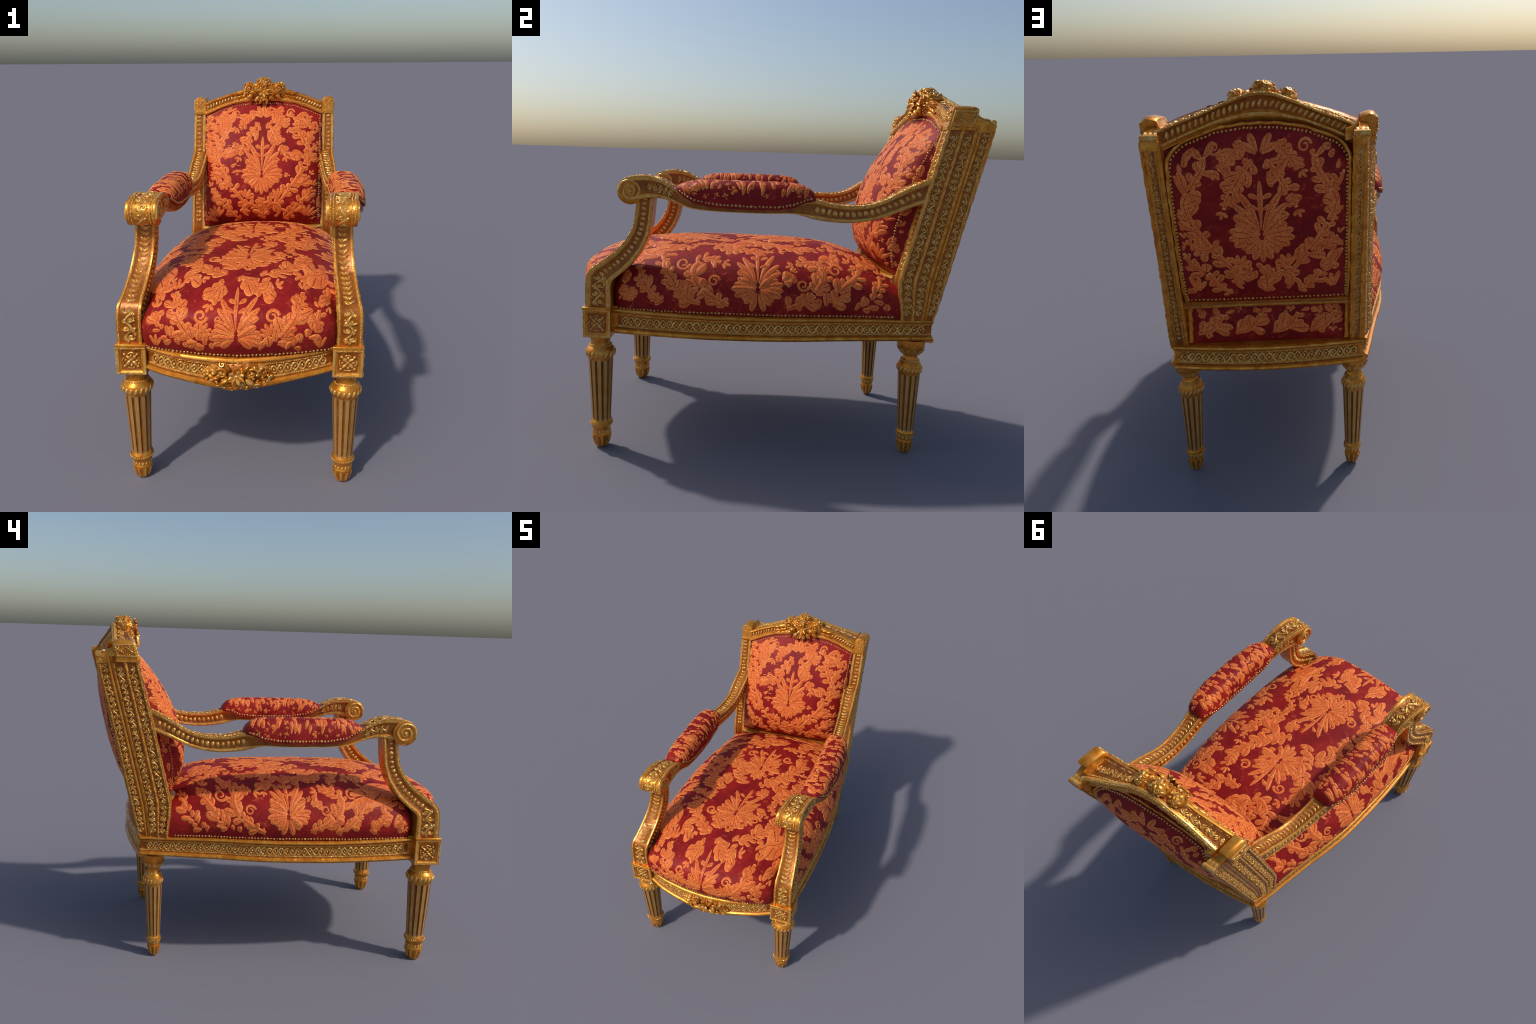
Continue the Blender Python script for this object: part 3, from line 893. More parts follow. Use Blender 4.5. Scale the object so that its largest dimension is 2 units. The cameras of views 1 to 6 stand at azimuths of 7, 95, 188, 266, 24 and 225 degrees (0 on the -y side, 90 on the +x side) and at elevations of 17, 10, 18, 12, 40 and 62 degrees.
for x in XS:
    fb, ft, rt, rb = zfb(x), zft(x), zrt(x), zrb(x)
    H = ft - fb
    yb = yR(x, rt)
    yf = lambda k: yF(fb + H * k)
    Hr = rt - rb
    yr = lambda k: yR(x, rb + Hr * k) + .002
    sec = [(yf(0) + .03, fb - .006), (yf(0) - .004, fb - .004), (yf(.10) - .012, fb + H * .08), (yf(.2) - .010, fb + H * .22), (yf(.28) + .002, fb + H * .28),
           (yf(.34) + .006, fb + H * .36), (yf(.7) + .002, fb + H * .74), (yf(.82) - .006, fb + H * .82), (yf(.92) - .010, fb + H * .92), (yf(1) - .006, ft),
           (yf(1) + .008, ft + .004), (yf(1) + .014, ft - .001), (yb - .026, rt - .004 + (ft - rt) * .3), (yb - .020, rt), (yb - .008, rt + .004), (yr(.98), rt - .004), (yr(.9) + .003, rb + Hr * .9), (yr(.82) - .006, rb + Hr * .80),
           (yr(.4) - .008, rb + Hr * .42), (yr(.3) + .002, rb + Hr * .32), (yr(.2) + .003, rb + Hr * .2), (yr(.08) - .004, rb + Hr * .08), (yr(0) - .006, rb), (yr(0) - .03, rb - .002)]
    rows.append([(x, y, z) for y, z in sec])
a = Acc(); a.grid(np.array(rows), 0, True, colmat=CM, cap0=True, cap1=True)
crest = a.build('crest_rail', GILT, chair, 38)
g = Acc()
for s in (-1, 1):
    xs = [x for x in XS if .125 < s * x < .358]
    line = lambda k, d, xs=xs: np.array([(x, yF(zfb(x) + (zft(x) - zfb(x)) * k) + d, zfb(x) + (zft(x) - zfb(x)) * k) for x in xs])
    band(g, line(.55, .004), (0, -1, .2), .030, .020, 'tongue', 1, .007)
    band(g, line(.90, -.010), (0, -1, .2), .008, .0095, 'rope', 1, .004)
    band(g, line(.20, -.010), (0, -1, .2), .008, .0095, 'rope', 1, .003)
    mid_ = lambda x, k: (x, yF(zft(x)) * (1 - k) + yR(x, zrt(x)) * k, zft(x) * (1 - k) + zrt(x) * k - .003)
    band(g, np.array([mid_(x, .48) for x in xs]), (0, 0, 1), .040, .026, 'scroll', 1, .006)
    for k in (.16, .80):
        band(g, np.array([mid_(x, k) for x in xs]), (0, 0, 1), .012, .011, 'rope', 1, .004)
xs = [x for x in XS if abs(x) < .34]
rl = np.array([(x, yR(x, zrb(x) + (zrt(x) - zrb(x)) * .62) - .005, zrb(x) + (zrt(x) - zrb(x)) * .62) for x in xs])
band(g, rl, (0, 1, -.2), .036, .022, 'tongue', 1, .008)
rl = np.array([(x, yR(x, zrt(x)), zrt(x) - .001) for x in xs])
band(g, rl, (0, 1, .5), .010, .011, 'rope', 1, .004)
rl = np.array([(x, yR(x, zrb(x) + (zrt(x) - zrb(x)) * .24) + .004, zrb(x) + (zrt(x) - zrb(x)) * .24) for x in xs])
band(g, rl, (0, 1, -.2), .009, .010, 'rope', 1, .003)
g.build('crest_carving', GILT, crest, 60, stuff=True)

# carved bouquet on the crest
g = Acc()
blob(g, (0, .738, 1.708), (.128, .040, .052), 0, 9, .10)
blob(g, (-.008, .748, 1.764), (.044, .042, .034), 0, 4, .12)
blob(g, (.092, .742, 1.736), (.034, .042, .032), 0, 6, .14)
blob(g, (-.096, .742, 1.736), (.034, .042, .032), 0, 7, .14)
nf, uf = np.array([0, -1, .25]), np.array([0, .25, 1.])
carved_mass(g, (0, .732, 1.708), (.136, .056, .040), nf, uf, 90, .026, 5, 1.5)
carved_mass(g, (-.006, .745, 1.760), (.048, .036, .044), nf, uf, 26, .022, 6, 1.5)
for s in (-1, 1):
    carved_mass(g, (s * .094, .742, 1.734), (.038, .034, .044), nf, uf, 20, .020, 7 + s, 1.5)
items = [('flower', 0, -.006, .014, .034, 7), ('flower', -.002, .046, .020, .024, 6), ('flower', 0, -.045, .010, .022, 6)]
for s in (-1, 1):
    e = 0 if s > 0 else PI
    items += [('curl', s * .090, .016, .016, .026, e, 1.4, s), ('leaf', s * .045, -.002, .016, .05, e - s * .35, .30), ('leaf', s * .03, -.03, .010, .045, -PI / 2 + s * .6, .3),
              ('leaf', s * .014, -.045, .008, .038, -PI / 2 + s * .25, .28), ('leaf', s * .07, -.018, .010, .045, e - s * .6, .3)]
cluster(g, (0, .700, 1.712), (0, -1, .25), (0, .25, 1), items)
for s in (-1, 1):
    for k, (x, sz) in enumerate(((.112, .070), (.142, .062), (.172, .052))):
        zc = zfb(x) * .45 + zft(x) * .55
        for v in (-.35, .0, .4):
            g.leaf(np.array([s * (x - .012), yF(zc) - .006, zc + v * .045]), (s, 0, -.38 + v * .9), nf, sz * RNG.uniform(.8, 1.1), sz * .20, .010, -.004, .004, RNG.choice((0, 1)), side=RNG.uniform(-.008, .008))
# low carving on its back and top
carved_mass(g, (-.006, .752, 1.762), (.044, .032, .040), (0, 1, .5), np.array([0, 0, 1.]), 16, .020, 15, 1.3)
for s in (-1, 1):
    carved_mass(g, (s * .092, .748, 1.734), (.034, .032, .038), (0, 1, .6), np.array([0, 0, 1.]), 12, .020, 16 + s, 1.3)
g.build('crest_bouquet', GILT, crest, 55)

# ------------------------------------------------------------------ upholstery surfaces
def seat_surface():
    half = [(0, -.946), (.12, -.942), (.24, -.928), (.34, -.908), (.398, -.892), (.416, -.865), (.420, -.82), (.428, -.775), (.458, -.752), (.490, -.735), (.502, -.68),
            (.512, -.56), (.516, -.42), (.516, -.25), (.510, -.06), (.494, .10), (.467, .28), (.447, .45), (.440, .54), (.425, .595), (.36, .615), (.2, .622), (0, .625)]
    H = crom(half, 74)
    P = np.concatenate([H, H[-2:0:-1] * np.array([-1, 1])])
    tgt = np.stack([np.clip(P[:, 0] * .12, -.06, .06), np.clip(P[:, 1], -.42, .20) * .95], 1)
    Psm = P.copy()
    for _ in range(60):
        Psm = .5 * Psm + .25 * (np.roll(Psm, 1, 0) + np.roll(Psm, -1, 0))
    # bulge, inset and height of each ring, on the flanks and at the front
    side = [(0, 0, 0), (.35, 0, .06), (.75, 0, .13), (1, 0, .22), (.9, 0, .31), (.45, 0, .39), (0, .010, .46), (0, .03, .52), (0, .06, .585), (0, .10, .645),
            (0, .15, .71), (0, .21, .765), (0, .29, .82), (0, .39, .87), (0, .50, .915), (0, .63, .95), (0, .78, .98), (0, .9, .994), (0, 1, 1)]
    front = [(0, 0, 0), (.35, 0, .07), (.75, 0, .16), (1, 0, .27), (1.05, 0, .38), (1., 0, .48), (.8, 0, .57), (.4, 0, .64), (0, .01, .69), (0, .06, .735),
             (0, .12, .78), (0, .20, .825), (0, .29, .87), (0, .39, .905), (0, .50, .935), (0, .63, .962), (0, .78, .985), (0, .9, .995), (0, 1, 1)]
    frontw = np.clip((-P[:, 1] - .78) / .12, 0, 1) * np.clip((.47 - abs(P[:, 0])) / .2, 0, 1)
    rearw = np.clip((P[:, 1] - .35) / .2, 0, 1)
    bul = .016 + .022 * frontw ** .7 - .012 * rearw
    notch = np.exp(-(((abs(P[:, 0]) - .43) / .05) ** 2 + ((P[:, 1] + .82) / .09) ** 2))
    bul = bul * (1 - .95 * notch)
    T = np.roll(P, -1, 0) - np.roll(P, 1, 0); T /= np.linalg.norm(T, axis=1)[:, None]
    Nn = np.stack([T[:, 1], -T[:, 0]], 1)
    if np.mean(np.sum(Nn * P, 1)) < 0:
        Nn = -Nn
    base = .695 + np.where(P[:, 1] < -.7, -.012 * np.clip(1 - abs(P[:, 0]) / .4, 0, 1), 0)
    Htot = .994 - base
    rows = []
    for (b0, q0, h0), (b1, q1, h1) in zip(side, front):
        b_ = b0 + (b1 - b0) * frontw; q = q0 + (q1 - q0) * frontw; h = h0 + (h1 - h0) * frontw
        w = np.minimum(1, q / .2)[:, None]
        B = (P + Nn * (bul * b_)[:, None]) * (1 - w) + Psm * w
        C = B + (tgt - B) * q[:, None]
        shoulder = np.clip((-C[:, 1] - .25) / .35, 0, 1) * np.sin(PI * np.clip(h, 0, 1)) * np.clip((h - .45) / .2, 0, 1)
        z = base + Htot * h + .009 * shoulder * np.clip(1 - frontw * .6, 0, 1)
        z = z - h * np.interp(C[:, 1], [.05, .18, .30, .45, .60], [0, .006, .020, .045, .065])
        z = z + .003 * np.sin(C[:, 0] * 9 + 1) * np.sin(C[:, 1] * 7) * h
        rows.append(np.stack([C[:, 0], C[:, 1], z], 1))
    return np.array(rows)

seatG = seat_surface()
S = Acc()
S.grid(seatG, 0, True, cap1=True, cap0=True)
seat = S.build('seat_cushion', [SILK], chair, 70)
seat_bvh = S.bvh()

def pad_bulge(z):
    return itp(z, [(.885, .008), (.91, .036), (.94, .066), (.97, .094), (1.05, .140), (1.13, .162), (1.30, .160), (1.42, .130), (1.53, .080), (1.60, .035), (1.66, .0)])

def back_front():
    nu, nv = 41, 45
    G = np.zeros((nv, nu, 3))
    for i in range(nv):
        v = i / (nv - 1)
        for j in range(nu):
            u = -1 + 2 * j / (nu - 1)
            x = u * .374
            zt = zfb(x) + .004
            zb = .888 + .006 * abs(u) ** 3
            vv = .5 - .5 * math.cos(PI * v) if True else v
            vv = .35 * vv + .65 * v
            z = zb + (zt - zb) * vv
            zc = .885 + (1.66 - .885) * vv
            lat = max(0, 1 - abs(u) ** 4.0) ** .48
            y = itp(z, FY) + np.interp(z, [1.0, 1.3], [.004, .012]) - pad_bulge(zc) * lat - .004 * (1 - abs(u) ** 8)
            G[i, j] = (x, y, z)
    return G
bf = back_front()
# soften
for _ in range(3):
    bf[1:-1, 1:-1] = .5 * bf[1:-1, 1:-1] + .125 * (bf[:-2, 1:-1] + bf[2:, 1:-1] + bf[1:-1, :-2] + bf[1:-1, 2:])
BF = Acc(); BF.grid(bf, 0)
backpad = BF.build('back_cushion', [SILK], chair, 80)
bf_bvh = BF.bvh()

def back_rear():
    nu, nv = 31, 31
    G = np.zeros((nv, nu, 3))
    for i in range(nv):
        v = i / (nv - 1)
        for j in range(nu):
            u = -1 + 2 * j / (nu - 1)
            x = u * .348
            zt = zrb(x) + .004
            z = .895 + (zt - .895) * v
            zc = .895 + (1.655 - .895) * v
            yc = itp(zc, [(.895, .722), (.93, .750), (.98, .785), (1.05, .812), (1.15, .842), (1.3, .872), (1.4, .885), (1.5, .888), (1.57, .874), (1.62, .842), (1.655, .800)])
            ye = itp(z, BY) - .018
            ye = ye + (yR(x, zt) - .012 - ye) * np.clip((v - .88) / .12, 0, 1) - .02 * np.clip((.08 - v) / .08, 0, 1)
            k = (1 - abs(u) ** 3.2) ** .6
            G[i, j] = (x, ye + (yc - ye) * k, z)
    return G
br = back_rear()
BR = Acc(); BR.grid(br, 0)
rearpad = BR.build('rear_back_panel', [SILK], chair, 80)
br_bvh = BR.bvh()

LP = Acc()
G = np.zeros((9, 21, 3))
for i in range(9):
    for j in range(21):
        u = -1 + 2 * j / 20; z = .690 + .19 * i / 8
        G[i, j] = (u * .350, .688 + .012 * (1 - u ** 4) * math.sin(PI * i / 8), z)
LP.grid(G, 0)
lowpad = LP.build('lower_rear_panel', [SILK], chair, 80)
lp_bvh = LP.bvh()

# rear frame rails and mouldings
a = Acc()
for z0, z1, dy in ((.868, .902, .004),):
    xs = np.linspace(-.362, .362, 30)
    rows = []
    for x in xs:
        y = .730 - .006 * (1 - (x / .36) ** 2)
        rows.append([(x, y - .03, z0), (x, y - .006, z0), (x, y + .001, z0 + .006), (x, y - .004, z0 + .012), (x, y - .004, z1 - .012), (x, y + .001, z1 - .006), (x, y - .006, z1), (x, y - .03, z1)])
    a.grid(np.array(rows), 0, True, colmat=[0, 0, 0, 2, 0, 0, 0, 0], cap0=True, cap1=True)
# front lower rail between the posts
rows = []
for x in np.linspace(-.37, .37, 12):
    y = itp(.87, FY)
    o = .045 * (1 - abs(x / .37) ** 4)
    rows.append([(x, y + .05, .815), (x, y - o - .004, .815), (x, y - o - .010, .840), (x, y - o - .006, .858), (x, y - o - .004, .866), (x, y - o - .012, .874), (x, y - o - .008, .886), (x, y + .05, .892)])
a.grid(np.array(rows), 0, True, colmat=[0, 1, 0, 2, 0, 1, 0, 0], cap0=True, cap1=True)
cross = a.build('cross_rail', GILT, chair, 40)
g = Acc()
def frame_loop(xw, zlo, ztop, yfun, n=26, round_=.045):
    pts = []
    for z in np.linspace(zlo, ztop(xw) - round_, n):
        pts.append((xw, yfun(xw, z), z))
    for t in np.linspace(0, 1, 8)[1:]:
        x = xw - round_ * (1 - math.cos(t * PI / 2)); z = ztop(xw) - round_ + round_ * math.sin(t * PI / 2) * 1.0 + (ztop(x) - ztop(xw)) * t
        pts.append((x, yfun(x, z), z))
    xr = xw - round_
    for x in np.linspace(xr, -xr, 40)[1:]:
        pts.append((x, yfun(x, ztop(x)), ztop(x)))
    half = [(-p[0], p[1], p[2]) for p in pts[:n + 7][::-1]]
    return np.array(pts + half[1:])
def rear_y(x, z):
    h = br_bvh.ray_cast(Vector((x, 2, z)), Vector((0, -1, 0)))
    return h[0][1] if h[0] is not None else itp(z, BY) - .03
L = frame_loop(.336, .905, lambda x: zrb(x) - .006, lambda x, z: rear_y(x, z) + .004)
g.tube(L, .008, 0, 7, .8, (0, 1, -.2))
L2 = frame_loop(.326, .912, lambda x: zrb(x) - .020, lambda x, z: rear_y(x, z) + .001)
band(g, L2, (0, 1, -.2), .011, .0155, 'tongue', 1, .006)
lowl = np.array([(x, rear_y(x, .915) + .001, .915) for x in np.linspace(-.33, .33, 40)])
band(g, lowl, (0, 1, -.2), .010, .017, 'tongue', 1, .005)
for x in (-.335, .335):
    g.tube([(x, .696, z) for z in np.linspace(.70, .866, 12)], .012, 0, 7, .8, (0, 1, 0))
g.build('rear_frame_moulding', GILT, cross, 60, stuff=True)

# arm pads
PADS = []
for sx in (-1, 1):
    a = Acc()
    y0, y1 = -.468, .150
    nv, nu = 40, 21
    G = np.zeros((nv, nu, 3))
    for i in range(nv):
        t = -math.cos(PI * i / (nv - 1))
        y = (y0 + y1) / 2 + t * (y1 - y0) / 2
        xc = np.interp(y, [r[0] for r in ARM], [r[3] for r in ARM]) + sx * drift(y)
        zl = np.interp(y, [r[0] for r in ARM], [r[2] for r in ARM]) - .006
        w = .040 + .043 * max(0, 1 - abs(t) ** 3.6) ** .55
        e = max(0, 1 - abs(t) ** 7) ** .5
        zt = zl + max(.004, (1.319 - zl) * e)
        for j in range(nu):
            th = PI * j / (nu - 1)
            cx_, sz_ = math.cos(th), math.sin(th)
            ex = math.copysign(abs(cx_) ** .72, cx_); ez = abs(sz_) ** .72
            belly = 1 + .05 * math.sin(th) ** 2 + .025 * math.sin(y * 31 + th * 2 + sx) + .015 * math.sin(y * 57 - th * 3)
            G[i, j] = (sx * xc + ex * w * belly, y, zl + (zt - zl) * ez)
    a.grid(G, 0, closed_v=True, cap0=True, cap1=True)
    arm = bpy.data.objects[chair['arm%d' % (sx > 0)]]
    pad = a.build('arm_pad', [SILK], arm, 70)
    PADS.append((a.bvh(), arm, sx))
    # nails round the pad
    g = Acc()
    for side in (-1, 1):
        L = []
        for y in np.linspace(y0 + .025, y1 - .025, 40):
            xc = np.interp(y, [r[0] for r in ARM], [r[3] for r in ARM]) + sx * drift(y); zl = np.interp(y, [r[0] for r in ARM], [r[2] for r in ARM])
            o = np.array([sx * xc + side * .25, y, zl + .008])
            h = PADS[-1][0].ray_cast(Vector(o), Vector((-side, 0, 0)))
            if h[0] is not None:
                L.append((*h[0], side, 0, .1))
        L = np.array(L)
        band(g, L[:, :3], L[:, 3:], .0125, .0165, 'beads', 0, .005)
    g.build('arm_pad_nailheads', [NAIL], arm, 70, stuff=True)
for k in ('arm0', 'arm1'):
    del chair[k]
for o in bpy.data.objects:
    if 'arm' in o.keys():
        del o['arm']

# nails along the seat and the back
g = Acc()
rim = seatG[0]; r1 = seatG[1]
n = len(rim)
order = [i for i in range(n) if r1[i][1] < .56]
segs = []
cur = []
for i in list(range(n)):
    x, y = rim[i][0], rim[i][1]
    ok = y < .53 and not (abs(x) > .412 and y < -.745)
    if ok:
        cur.append(i)
    elif cur:
        segs.append(cur); cur = []
if cur:
    if segs and segs[0][0] == 0:
        segs[0] = cur + segs[0]
    else:
        segs.append(cur)
for sg in segs:
    if len(sg) < 4:
        continue
    P = (seatG[0][sg] * .4 + seatG[1][sg] * .6)
    T = np.gradient(P, axis=0)
    nn = np.stack([T[:, 1], -T[:, 0], np.zeros(len(P))], 1)
    if np.mean(np.sum(nn[:, :2] * P[:, :2], 1)) < 0:
        nn = -nn
    band(g, P, nn, .0115, .0165, 'beads', 0, .005)
g.build('seat_nailheads', [NAIL], seat, 70, stuff=True)

def project(bvh, o, d):
    h = bvh.ray_cast(Vector(o), Vector(d))
    return h
g = Acc()
rim_l = bf[3:-2, 1] * .8 + bf[3:-2, 2] * .2
rim_t = bf[-3, 2:-2]
rim_r = (bf[3:-2, -2] * .8 + bf[3:-2, -3] * .2)[::-1]
band(g, rim_l, (-.7, -.7, 0), .0095, .0135, 'beads', 0, .005)
band(g, rim_t, (0, -1, .3), .0095, .0135, 'beads', 0, .005)
band(g, rim_r, (.7, -.7, 0), .0095, .0135, 'beads', 0, .005)
g.build('back_nailheads', [NAIL], backpad, 70, stuff=True)

# ------------------------------------------------------------------ brocade motif
class Weave:
    """Raised damask figures laid on an upholstered surface.
    Elements are drawn in panel coordinates and dropped on to the cloth."""
    def __init__(self, bvh, O, U, V, D, lim=None, edge=None, occ=None):
        self.b = bvh; self.O = np.array(O, float); self.U = np.array(U, float); self.V = np.array(V, float)
        self.D = unit(D); self.acc = Acc(); self.occ = [] if occ is None else occ
        self.lim = lim or (lambda q, n: True); self.edge = edge or (lambda q: True); self.k = 0
    def drop(self, p):
        o = self.O + self.U * p[0] + self.V * p[1] - self.D * .7
        h = self.b.ray_cast(Vector(o), Vector(self.D))
        if h[0] is None:
            return None
        nn = np.array(h[1]); nn = nn if np.dot(nn, self.D) < 0 else -nn
        q = np.array(h[0])
        if not self.edge(q) or np.dot(nn, -self.D) < .12:
            return None
        return q, nn
    def blade(self, spine, wfun, vein=True, ts=None):
        spine = np.asarray(spine, float)
        n = len(spine)
        c = self.drop(spine[n // 2])
        if c is None or not self.lim(*c):
            return False
        T = np.gradient(spine, axis=0); T /= np.linalg.norm(T, axis=1)[:, None] + 1e-9
        S_ = np.stack([-T[:, 1], T[:, 0]], 1)
        ts = np.linspace(0, 1, n) if ts is None else ts
        w = np.array([wfun(t) for t in ts])
        self.k += 1
        lift = .0003 * (self.k % 5)
        cols = [-1, -.83, -.085, .085, .83, 1]
        hh = [-.0008, .0008, .0009, .0009, .0008, -.0008]
        cm = [1, 0, 2 if vein else 0, 0, 1]
        wm = max(w)
        if wm < .007:
            cols = [-1, -.6, .6, 1]; hh = [-.0008, .0008, .0008, -.0008]; cm = [1, 0, 1]
        G = np.zeros((n, len(cols), 3))
        for i in range(n):
            for j, cc in enumerate(cols):
                r = self.drop(spine[i] + S_[i] * w[i] * cc)
                if r is None:
                    return False
                e = 0 if i in (0, n - 1) else 1
                G[i, j] = r[0] + r[1] * (hh[j] * e + (lift if abs(cc) < 1 else 0) * e - .0012 * (1 - e))
        if np.linalg.norm(np.diff(G, axis=0), axis=2).max() > .05:
            return False
        cm2 = []
        F0 = len(self.acc.f)
        self.acc.grid(G, 0, colmat=cm)
        m = len(cols) - 1
        for j in range(m):       # pale thread also round the tip
            self.acc.m[F0 + (n - 2) * m + j] = 1
        for i in range(0, n, 2):
            self.occ.append((*G[i].mean(0), max(w[i], .005)))
        return True
    def leaf(self, x, y, a, L, W, bend=0., tip=.6, vein=True):
        """Tongue with a narrow foot and a full round end."""
        n = max(9, int(L / .008))
        t = 1 - (1 - np.linspace(0, 1, n)) ** 1.8
        ca, sa = math.cos(a), math.sin(a)
        off = bend * L * t ** 2
        P = np.stack([x + ca * L * t - sa * off, y + sa * L * t + ca * off], 1)
        def wf(q):
            r = min(1, q / .62)
            b = .34 + .66 * r * r * (3 - 2 * r)
            if q > .70:
                b *= math.sqrt(max(.0004, 1 - ((q - .70) / .30) ** 2))
            return W * b
        return self.blade(P, wf, vein, t)
    def stem(self, ctrl, w, leaves=0, LL=.05, LW=.3, end=True, phase=0, both=True):
        Lc = float(np.linalg.norm(np.diff(np.array(ctrl), axis=0), axis=1).sum())
        P = crom(ctrl, max(8, int(Lc / .011)))
        n = len(P)
        # stems may leave the cloth: lay them piecewise
        k = 0
        while k < n - 3:
            m = min(n, k + 14)
            self.blade(P[k:m], lambda q, k=k, m=m: w * (.55 + .45 * math.sin(PI * min(1, max(.05, (k + q * (m - k)) / n)))), True)
            k = m - 1
        if leaves:
            for i in range(leaves):
                t = (i + .6) / leaves
                q = int(t * (n - 2))
                d = P[q + 1] - P[q]; a = math.atan2(d[1], d[0])
                sz = LL * (.62 + .5 * math.sin(PI * min(1, t * .9 + .1))) * RNG.uniform(.7, 1.25)
                for s in ((-1, 1) if both else ((-1,) if (i + phase) % 2 else (1,))):
                    self.leaf(P[q][0], P[q][1], a + s * RNG.uniform(.75, 1.1), sz * (1.25 if (s > 0) == (i % 4 < 2) else .8), sz * LW * .80 * RNG.uniform(.85, 1.15), s * RNG.uniform(-.4, .25), .8)
        if end:
            d = P[-1] - P[-3]; a = math.atan2(d[1], d[0])
            self.fan(P[-1][0], P[-1][1], a, LL * .9, 3, 1.3)
    def fan(self, x, y, a, R, n, spread, W=None):
        W = W or R * spread / n * .46
        for i in range(n):
            t = (i - (n - 1) / 2) / max(1, (n - 1) / 2) if n > 1 else 0
            r = R * (1 - .18 * abs(t))
            self.leaf(x + math.cos(a + t * spread / 2) * R * .08, y + math.sin(a + t * spread / 2) * R * .08, a + t * spread / 2, r, W, t * .12, 1.15, vein=W > .012)
    def curl(self, x, y, a, R, hand, w):
        P = []
        for i in range(26):
            t = i / 25
            q = R * (1 - .75 * t); b = a + hand * t * 1.35 * 2 * PI
            P.append((x + q * math.cos(b), y + q * math.sin(b)))
        self.blade(np.array(P), lambda t: w * (1 - .5 * t), False)
    def bouquet(self, x, y, a, s):
        """Palmette: shell of lobes below, plume above, side buds."""
        ca, sa = math.cos(a), math.sin(a)
        def g(u, v):
            return x + (u * ca - v * sa) * s, y + (u * sa + v * ca) * s
        up = a + PI / 2
        for k in (-1, 1):
            for i, an in enumerate((.55, .95, 1.35, 1.75, 2.15)):
                p = g(k * .06, -.05)
                self.leaf(*p, up - k * an, s * (.80 - .07 * abs(i - 2)), s * .155, k * -.12, 1.2)
        for i, (v, l) in enumerate(((.10, .36), (.26, .34), (.42, .30), (.58, .24), (.72, .18))):
            for k in (-1, 1):
                p = g(k * .03, v)
                self.leaf(*p, up - k * .72, s * l * 1.1, s * .105, k * .2, 1.)
        p = g(0, .1); self.leaf(*p, up, s * .95, s * .075, 0, 1.)
        for v in (-.12,):
            p = g(0, v)
            self.fan(*p, up + PI, s * .72, 5, 1.5)
    def fleuron(self, x, y, a, s, jit=0.):
        """Shell with pendant below and a leafy plume above; a = direction of the plume."""
        ca, sa = math.cos(a - PI / 2), math.sin(a - PI / 2)
        def put(u, v, an, L, W, bend=0.):
            an += RNG.uniform(-jit, jit); L *= RNG.uniform(1 - jit, 1 + jit)
            self.leaf(x + (u * ca - v * sa) * s, y + (u * sa + v * ca) * s, a + an, L * s, W * s, bend)
        for k in (-1, 1):
            for an, L in ((.62, .085), (.92, .110), (1.22, .122), (1.52, .122), (1.82, .110), (2.12, .090)):
                put(k * .004, -.050, -k * an, L, .0185, k * -.10)
            put(k * .006, -.055, PI + k * .20, .100, .0165, k * .1)
            put(k * .010, -.055, PI + k * .52, .085, .0155, k * .15)
        put(0, -.055, PI, .110, .013)
        for k in (-1, 1):
            for an, L, W in ((1.02, .085, .013), (.74, .118, .0145), (.46, .150, .0150), (.20, .178, .0145)):
                put(k * .006, -.030, -k * an, L, W, k * -.22)
            for v, an, L in ((.062, .95, .052), (.105, .85, .044)):
                put(k * .004, v, -k * an, L, .0110, k * -.25)
            self.curl(x + (k * .085 * ca - .035 * sa) * s, y + (k * .085 * sa + .035 * ca) * s, 0, .020 * s, k, .006 * s)
        put(0, -.02, 0, .200, .0105)
    def sprig(self, x, y, a, s):
        k = RNG.choice((3, 4, 5))
        self.fan(x, y, a, s, k, RNG.uniform(1.3, 2.2))
        self.leaf(x, y, a + PI + RNG.uniform(-.4, .4), s * .8, s * .16, RNG.uniform(-.4, .4))
    def free(self, x, y):
        c = self.drop((x, y))
        if c is None or not self.lim(*c):
            return 0.
        if not self.occ:
            return 1.
        if not hasattr(self, 'A') or len(self.A) != len(self.occ):
            self.A = np.array(self.occ)
        return float(np.min(np.linalg.norm(self.A[:, :3] - c[0], axis=1) - self.A[:, 3]))
    def fill(self, box, tries, smin, smax, gap=.007):
        for _ in range(tries):
            x = RNG.uniform(box[0], box[1]); y = RNG.uniform(box[2], box[3])
            f = self.free(x, y)
            if f < smin + gap:
                continue
            s = min(smax, f - gap) * 1.35
            a = RNG.uniform(0, 2 * PI)
            if f > .026:     # room for a curved spray
                L = f * 1.7; b = RNG.choice((-1, 1)) * RNG.uniform(.3, .6)
                c, d = math.cos(a), math.sin(a)
                P = [(x + c * L * (t - .5) - d * b * L * (t - .5) ** 2, y + d * L * (t - .5) + c * b * L * (t - .5) ** 2) for t in (0, .25, .5, .75, 1)]
                self.stem(P, .012, 5, f * .80, .56, True)
            else:
                self.sprig(x - math.cos(a) * s * .45, y - math.sin(a) * s * .45, a, s)
    def done(self, parent):
        if self.acc.n:
            return self.acc.build('brocade_motif', BRO, parent, 60, stuff=True)

